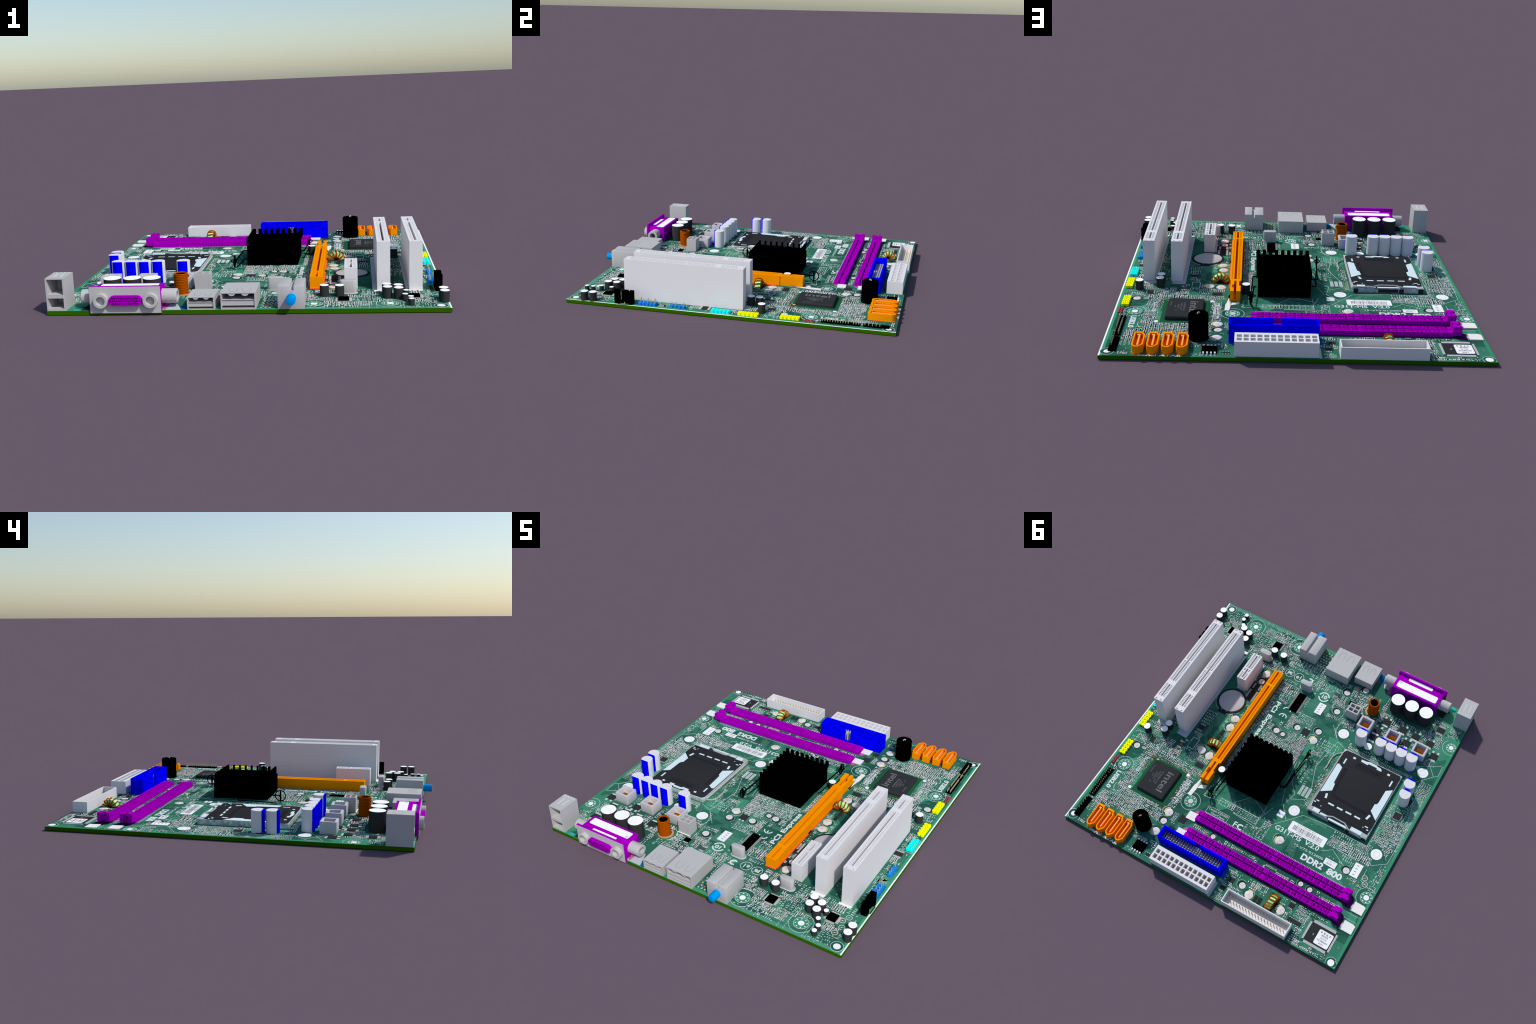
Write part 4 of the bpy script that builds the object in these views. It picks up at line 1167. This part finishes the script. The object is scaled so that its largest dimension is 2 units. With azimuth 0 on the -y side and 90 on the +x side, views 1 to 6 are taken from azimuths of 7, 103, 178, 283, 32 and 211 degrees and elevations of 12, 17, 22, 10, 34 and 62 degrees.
# copper areas that read as lighter and darker greens
b = Build()
for poly, m in (([(-.20, -.335), (-.30, -.335), (-.33, -.26), (-.33, -.20), (-.22, -.22)], M_POUR),
                ([(-.18, -.14), (-.12, -.30), (-.09, -.30), (-.11, -.12)], M_POUR),
                ([(.94, -.33), (.94, -.24), (.88, -.33), (.875, -.38)], M_POUR), ([(.945, -.39), (.945, -.34), (.86, -.34), (.86, -.385)], M_TRACE),
                ([(-.88, .66), (-.93, .655), (-.935, .71), (-.88, .715)], M_POUR),
                ([(-.76, .13), (-.82, .12), (-.80, -.30), (-.76, -.30)], M_POUR),
                ([(-.88, -.20), (-.95, -.30), (-.95, .25), (-.945, .25)], M_TRACE),
                ([(.54, -.12), (.60, -.12), (.60, .02), (.54, .02)], M_POURD), ([(.705, -.60), (.77, -.60), (.77, .10), (.705, .10)], M_POURD), ([(.365, -.58), (.455, -.58), (.455, -.36), (.365, -.36)], M_DRING),
                ([(-.32, .62), (.10, .625), (.10, .672), (-.32, .672)], M_POURD), ([(-.78, .635), (-.32, .635), (-.32, .672), (-.78, .672)], M_POURD),
                ([(.36, -.92), (.95, -.925), (.95, -.945), (.30, -.945)], M_TRACE),
                ([(.56, -.86), (.61, -.80), (.61, -.72), (.54, -.72), (.54, -.80)], M_POURD), ([(-.10, -.64), (-.02, -.56), (.02, -.66), (-.05, -.72)], M_POUR),
                ([(.70, -.25), (.70, -.10), (.60, .30), (.58, .30)], M_POURD)):
    area = sum(poly[i][0] * poly[(i + 1) % len(poly)][1] - poly[(i + 1) % len(poly)][0] * poly[i][1] for i in range(len(poly)))
    b.prism(poly if area > 0 else poly[::-1], ZB, ZB + .00025, m, bottom=False)
put("copper_pour", b.mesh("copper_pour"))

# track bundles with 45 degree bends
b = Build()
def bundle(pts, n, pitch, w=.0014, m=M_TRACE):
    for k in range(n):
        o = (k - (n - 1) / 2) * pitch
        out = []
        for i, p in enumerate(pts):
            p = Vector(p)
            d1 = (p - Vector(pts[i - 1])).normalized() if i > 0 else (Vector(pts[1]) - p).normalized()
            d2 = (Vector(pts[i + 1]) - p).normalized() if i < len(pts) - 1 else d1
            t = (d1 + d2).normalized(); nn = Vector((-t.y, t.x)); c = max(.4, nn.dot(Vector((-d1.y, d1.x))))
            out.append(tuple(p + nn * (o / c)))
        b.line(out, w, m, ZB, ZB + .0004)
bundle([(-.25, .53), (-.30, .45), (-.30, .40), (-.20, .34), (-.12, .34)], 7, .006)
bundle([(-.12, .10), (-.18, .05), (-.18, -.05), (-.33, -.12)], 9, .0055)
bundle([(-.12, .30), (-.20, .20), (-.33, .18)], 8, .006); bundle([(-.40, .53), (-.38, .45), (-.28, .37), (-.27, .30), (-.33, .26)], 6, .006)
bundle([(-.54, .40), (-.62, .40), (-.70, .34), (-.85, .35), (-.93, .42)], 6, .007); bundle([(-.72, .50), (-.80, .47), (-.93, .40), (-.945, .20)], 4, .007)
bundle([(.30, .40), (.40, .33), (.40, .22), (.37, .18)], 5, .006); bundle([(.20, .45), (.26, .52), (.26, .62)], 5, .007)
bundle([(.60, -.62), (.56, -.68), (.56, -.80), (.62, -.90)], 6, .006); bundle([(.40, -.62), (.30, -.72), (.10, -.71), (-.02, -.65)], 6, .0065)
bundle([(.02, -.56), (.02, -.46), (-.10, -.38), (-.20, -.36)], 7, .006); bundle([(.55, -.10), (.57, .05), (.50, .15), (.50, .30)], 5, .006)
bundle([(.72, -.55), (.75, -.40), (.75, .10), (.70, .20)], 5, .007); bundle([(.95, -.05), (.92, -.12), (.92, -.20)], 3, .006)
bundle([(.80, .60), (.80, .72), (.86, .78)], 5, .007); bundle([(-.06, .50), (-.10, .53), (-.13, .53)], 4, .006); bundle([(.05, .60), (.0, .63), (-.1, .66)], 4, .006)
bundle([(-.20, -.47), (-.20, -.50), (-.12, -.42), (-.08, -.40)], 5, .007)
TR = random.Random(7)
for _ in range(150):          # fan-outs all over the board
    x, y = TR.uniform(-.92, .92), TR.uniform(-.90, .97)
    a = TR.choice((0, 2, 4, 6)) * pi / 4
    pts = [(x, y)]
    for k in range(TR.choice((2, 3, 3))):
        d = TR.uniform(.03, .12)
        x, y = x + d * math.cos(a), y + d * math.sin(a)
        pts.append((x, y)); a += TR.choice((-1, 1)) * pi / 4
    if all(-.94 < p[0] < .94 and -.93 < p[1] < .985 for p in pts):
        n_ = TR.randint(3, 8)
        if all(-.90 < p[0] < .90 and -.89 < p[1] < .95 for p in pts):
            bundle(pts, n_, TR.choice((.0052, .006, .0068)), m=TR.choice((M_TRACE, M_TRACE, M_TRACEL, M_TRACED)))
put("copper_track", b.mesh("copper_track"), stuff=True)

# ------------------------------------------------------------------ populations of tiny parts
def free(x0, x1, y0, y1):
    if x0 < -.945 or x1 > .935 or y0 < -.93 or y1 > .993: return False
    for a, c, d, e in KEEP:
        if x0 < c and x1 > a and y0 < e and y1 > d: return False
    return True

R = {k: Build() for k in ("resistor", "tan_capacitor", "solder_pad", "legend", "via")}
# the connector area, the regulator area, the bridge chips ... : x0,x1,y0,y1, fill, share of parts (rest legends), long axis
REG = [(-.10, .215, -.26, -.03, .93, .55, 'y'), (-.06, .10, -.40, -.26, .75, .5, 'x'), (-.37, -.10, -.76, -.46, .85, .55, 'x'), (-.10, .30, -.74, -.57, .65, .4, 'x'),
       (-.86, -.40, -.70, -.45, .75, .6, 'x'), (-.86, -.40, -.80, -.69, .85, .6, 'y'), (-.80, -.34, -.36, -.295, .85, .35, 'y'), (-.945, -.77, -.10, .20, .85, .6, 'x'), (-.94, -.86, -.34, -.10, .8, .3, 'x'),
       (-.91, -.86, .05, .24, .85, .2, 'x'), (-.84, -.55, .215, .35, .90, .6, 'y'), (-.80, -.60, .35, .44, .60, .5, 'y'), (-.94, -.83, .36, .50, .35, .3, 'x'),
       (-.82, .225, .622, .678, .92, .55, 'y'), (-.80, -.10, .755, .905, .70, .6, 'x'), (-.90, -.64, .955, .992, .90, .6, 'x'), (-.70, -.63, .76, .99, .8, .6, 'y'),
       (.43, .75, .300, .362, .95, .8, 'x'), (.71, .80, .28, .66, .90, .65, 'y'), (.42, .78, .645, .80, .90, .6, 'x'), (.39, .455, .37, .64, .55, .3, 'y'), (.55, .87, .76, .83, .7, .5, 'x'),
       (.78, .885, .56, .83, .55, .35, 'y'), (.80, .90, .45, .58, .4, .4, 'y'), (.58, .88, .20, .33, .80, .55, 'y'), (.79, .90, .14, .36, .75, .5, 'y'), (.36, .53, .13, .36, .65, .55, 'x'), (.53, .61, -.12, .22, .75, .5, 'x'),
       (.365, .46, -.58, .06, .70, .55, 'y'), (.225, .285, -.56, .30, .93, .5, 'y'), (.05, .205, -.56, -.33, .55, .45, 'y'), (.150, .235, -.56, -.40, .7, .5, 'x'), (.37, .60, -.90, -.60, .75, .55, 'x'), (.60, .92, -.84, -.62, .75, .55, 'x'), (.75, .90, -.93, -.80, .85, .6, 'x'),
       (.70, .775, -.60, .12, .35, .25, 'x'), (.86, .90, -.55, .10, .65, .4, 'x'), (.29, .38, -.80, -.60, .6, .4, 'y'), (-.14, .30, -.80, -.73, .65, .3, 'x'), (.10, .16, -.93, -.75, .45, .1, 'y'), (.33, .52, .63, .76, .7, .6, 'x'), (.35, .40, .86, .99, .6, .5, 'x'), (-.19, -.10, .86, .99, .9, .6, 'y'),
       (.215, .29, .30, .45, .35, .4, 'x'), (-.24, -.16, -.13, .06, .45, .1, 'y'), (.06, .18, .40, .445, .9, .0, 'x'), (-.10, .06, .40, .455, .9, .0, 'x'), (-.34, -.28, -.28, .20, .30, .2, 'y'), (-.19, -.145, .385, .525, .5, .2, 'y'),
       (-.30, -.05, .46, .545, .10, .2, 'x'), (-.72, -.50, .525, .545, .95, .0, 'x'), (-.95, -.86, -.80, -.72, .8, .3, 'x')]

EXTRA = [(.82, .90, .80, .985, .6, .4, 'y'), (.895, .94, -.40, .58, .45, .15, 'y'), (.30, .45, .30, .50, .55, .4, 'x'), (-.46, -.40, -.72, -.60, .7, .5, 'y'), (-.88, -.42, -.735, -.70, .8, .5, 'x'), (.42, .53, .86, .90, .7, .4, 'x'), (.40, .54, .965, .99, .7, .2, 'x'), (-.32, -.22, -.62, -.44, .6, .5, 'x'), (-.30, -.14, -.30, -.16, .45, .2, 'x'), (.10, .23, -.20, -.03, .7, .5, 'x'), (-.945, -.90, .30, .52, .4, .2, 'y'), (-.86, -.62, .45, .545, .35, .2, 'x'), (.30, .55, -.93, -.84, .35, .2, 'x'), (-.06, .33, -.78, -.72, .6, .3, 'x')]

def label(bb, cx, cy, L, W, ax, m):
    """reference mark: a few tiny strokes"""
    n = max(2, int(L / .0052))
    for k in range(n):
        if RNG.random() < .12: continue
        o = (k + .5) * L / n - L / 2
        w, h = L / n * .62, W
        if RNG.random() < .5: h *= .72
        x, y = (cx + o, cy) if ax == 'x' else (cx, cy + o)
        if ax == 'y': w, h = h, w
        bb.cbox(x, y, w, h, ZB, ZB + .0007, m)

def small_part(cx, cy, L, W, ax):
    t = RNG.random()
    key, m = ("resistor", M_SMD) if t < .52 else ("tan_capacitor", M_SMDB) if t < .68 else ("resistor", M_SMDG)
    h = ZB + RNG.uniform(.0028, .0045)
    dims = lambda a, c: (a, c) if ax == 'x' else (c, a)
    R[key].cbox(cx, cy, *dims(L * .46, W * .84), ZB, h, m)
    for s in (-1, 1):
        x, y = (cx + s * L * .36, cy) if ax == 'x' else (cx, cy + s * L * .36)
        R["solder_pad"].cbox(x, y, *dims(L * .25, W * .92), ZB, h - .0006, M_PAD if RNG.random() < .55 else M_LABEL)
    if RNG.random() < .75:
        for s in (-1, 1):
            x, y = (cx, cy + s * W * .68) if ax == 'x' else (cx + s * W * .68, cy)
            R["legend"].cbox(x, y, *dims(L, .0012), ZB, ZB + .0007, M_SILK)

SUB = []
for x0, x1, y0, y1, fill, share, ax in REG + EXTRA:
    # each region is laid out as patches about 7 cm across, some of them turned
    mx_, my_ = max(1, round((x1 - x0) / .075)), max(1, round((y1 - y0) / .075))
    for i in range(mx_):
        for j in range(my_):
            turn = RNG.random() < .25 and min(x1 - x0, y1 - y0) > .05
            a2 = ('y' if ax == 'x' else 'x') if turn else ax
            SUB.append((x0 + (x1 - x0) * i / mx_, x0 + (x1 - x0) * (i + 1) / mx_, y0 + (y1 - y0) * j / my_, y0 + (y1 - y0) * (j + 1) / my_,
                        min(1, fill * 1.12 + .10), min(1, max(0, share + RNG.uniform(-.25, .25))), a2))
for x0, x1, y0, y1, fill, share, ax in SUB:
    if RNG.random() < .55 and fill > .5 and free(x0 + .004, x1 - .004, y0 + .004, y1 - .004):
        fr = [(x0 + .002, y0 + .002), (x1 - .002, y0 + .002), (x1 - .002, y1 - .002), (x0 + .002, y1 - .002)]
        R["legend"].line(fr[:RNG.choice((2, 3, 4))], .0013, M_SILK, closed=False)
    k_ = RNG.choice((.75, .9, 1.0, 1.15))
    L0, W0 = .0170 * k_, .0088 * k_
    if ax == 'x': sx, sy = L0 + .0018, W0 + .0030
    else: sx, sy = W0 + .0030, L0 + .0018
    ni, nj = max(1, int((x1 - x0) / sx)), max(1, int((y1 - y0) / sy))
    mode = {}
    for i in range(ni):
        for j in range(nj):
            blk = (i // 4, j // 4) if ax == 'x' else (i // 5, j // 3)
            if blk not in mode:
                mode[blk] = RNG.random()
            cx = x0 + (i + .5) * (x1 - x0) / ni + RNG.uniform(-.0012, .0012); cy = y0 + (j + .5) * (y1 - y0) / nj + RNG.uniform(-.0012, .0012)
            if not free(cx - sx / 2, cx + sx / 2, cy - sy / 2, cy + sy / 2): continue
            if mode[blk] > fill + .10 or RNG.random() > fill * .6 + .38: 
                if RNG.random() < .25:
                    R["via"].lathe([(.0028, ZB), (.0028, ZB + .0008), (0, ZB + .0008)], n=8, cx=cx + RNG.uniform(-.005, .005), cy=cy + RNG.uniform(-.004, .004), mats=M_VIA if RNG.random() < .6 else M_PAD)
                continue
            L, W = L0 * RNG.uniform(.80, 1.0), W0 * RNG.uniform(.75, 1.0)
            if (mode[blk] * 7.3) % 1 < share * 1.1 and RNG.random() < .85:
                small_part(cx, cy, L, W, ax)
            else:
                label(R["legend"], cx, cy, L * .95, W * .72, ax, M_SILK if RNG.random() < .75 else M_SILKD)
# rows of contact pads beside the graphics slot and the memory sockets
for k in range(80):
    y = -.555 + k * .0098
    for q, w in ((.279, .010), (.2635, .009)):
        R["solder_pad"].cbox(q, y, w, .0045, ZB, ZB + .0012, M_SMDG if RNG.random() < .4 else M_PAD)
for k in range(95):
    x = -.785 + k * .0105
    R["solder_pad"].cbox(x, .536, .0040, .008, ZB, ZB + .0008, M_SILKD)
# fine pins around the processor socket
for k in range(44):
    R["solder_pad"].cbox(-.352 - k * .0088, -.3095, .0030, .022, ZB, ZB + .0009, M_SILKD)
for k in range(34):
    y = -.10 + k * .0085
    for q in range(RNG.choice((1, 2, 3))):
        R["solder_pad"].cbox(-.323 + q * .011, y, .006, .0034, ZB, ZB + .0009, M_SILKD if RNG.random() < .7 else M_VIA)
# vias under the audio block and between ports, around the bridge chip
for i in range(4):
    for j in range(7):
        x, y = .078 + i * .0215, -.915 + j * .021
        R["via"].lathe([(.0050, ZB), (.0050, ZB + .0009), (0, ZB + .0009)], n=10, cx=x + (j % 2) * .008, cy=y, mats=M_PAD if RNG.random() < .7 else M_VIA)
for _ in range(80):
    side = RNG.random()
    x, y = (RNG.uniform(.44, .73), RNG.choice((.358, .648)) + RNG.uniform(-.006, .006)) if side < .5 else (RNG.choice((.448, .716)) + RNG.uniform(-.006, .006), RNG.uniform(.35, .65))
    R["via"].lathe([(.0030, ZB), (.0030, ZB + .0010), (0, ZB + .0010)], n=8, cx=x, cy=y, mats=M_VIA)
for _ in range(260):
    x, y = RNG.uniform(-.93, .93), RNG.uniform(-.90, .97)
    if free(x - .004, x + .004, y - .004, y + .004):
        R["via"].lathe([(.0026, ZB), (.0026, ZB + .0008), (0, ZB + .0008)], n=8, cx=x, cy=y, mats=RNG.choice((M_VIA, M_PAD, M_SILKD)))
NAMES = {"resistor": "chip_resistor", "tan_capacitor": "chip_capacitor", "solder_pad": "solder_pad", "legend": "silkscreen_mark", "via": "via"}
for k, bb in R.items():
    put(NAMES[k], bb.mesh(NAMES[k]), stuff=True)
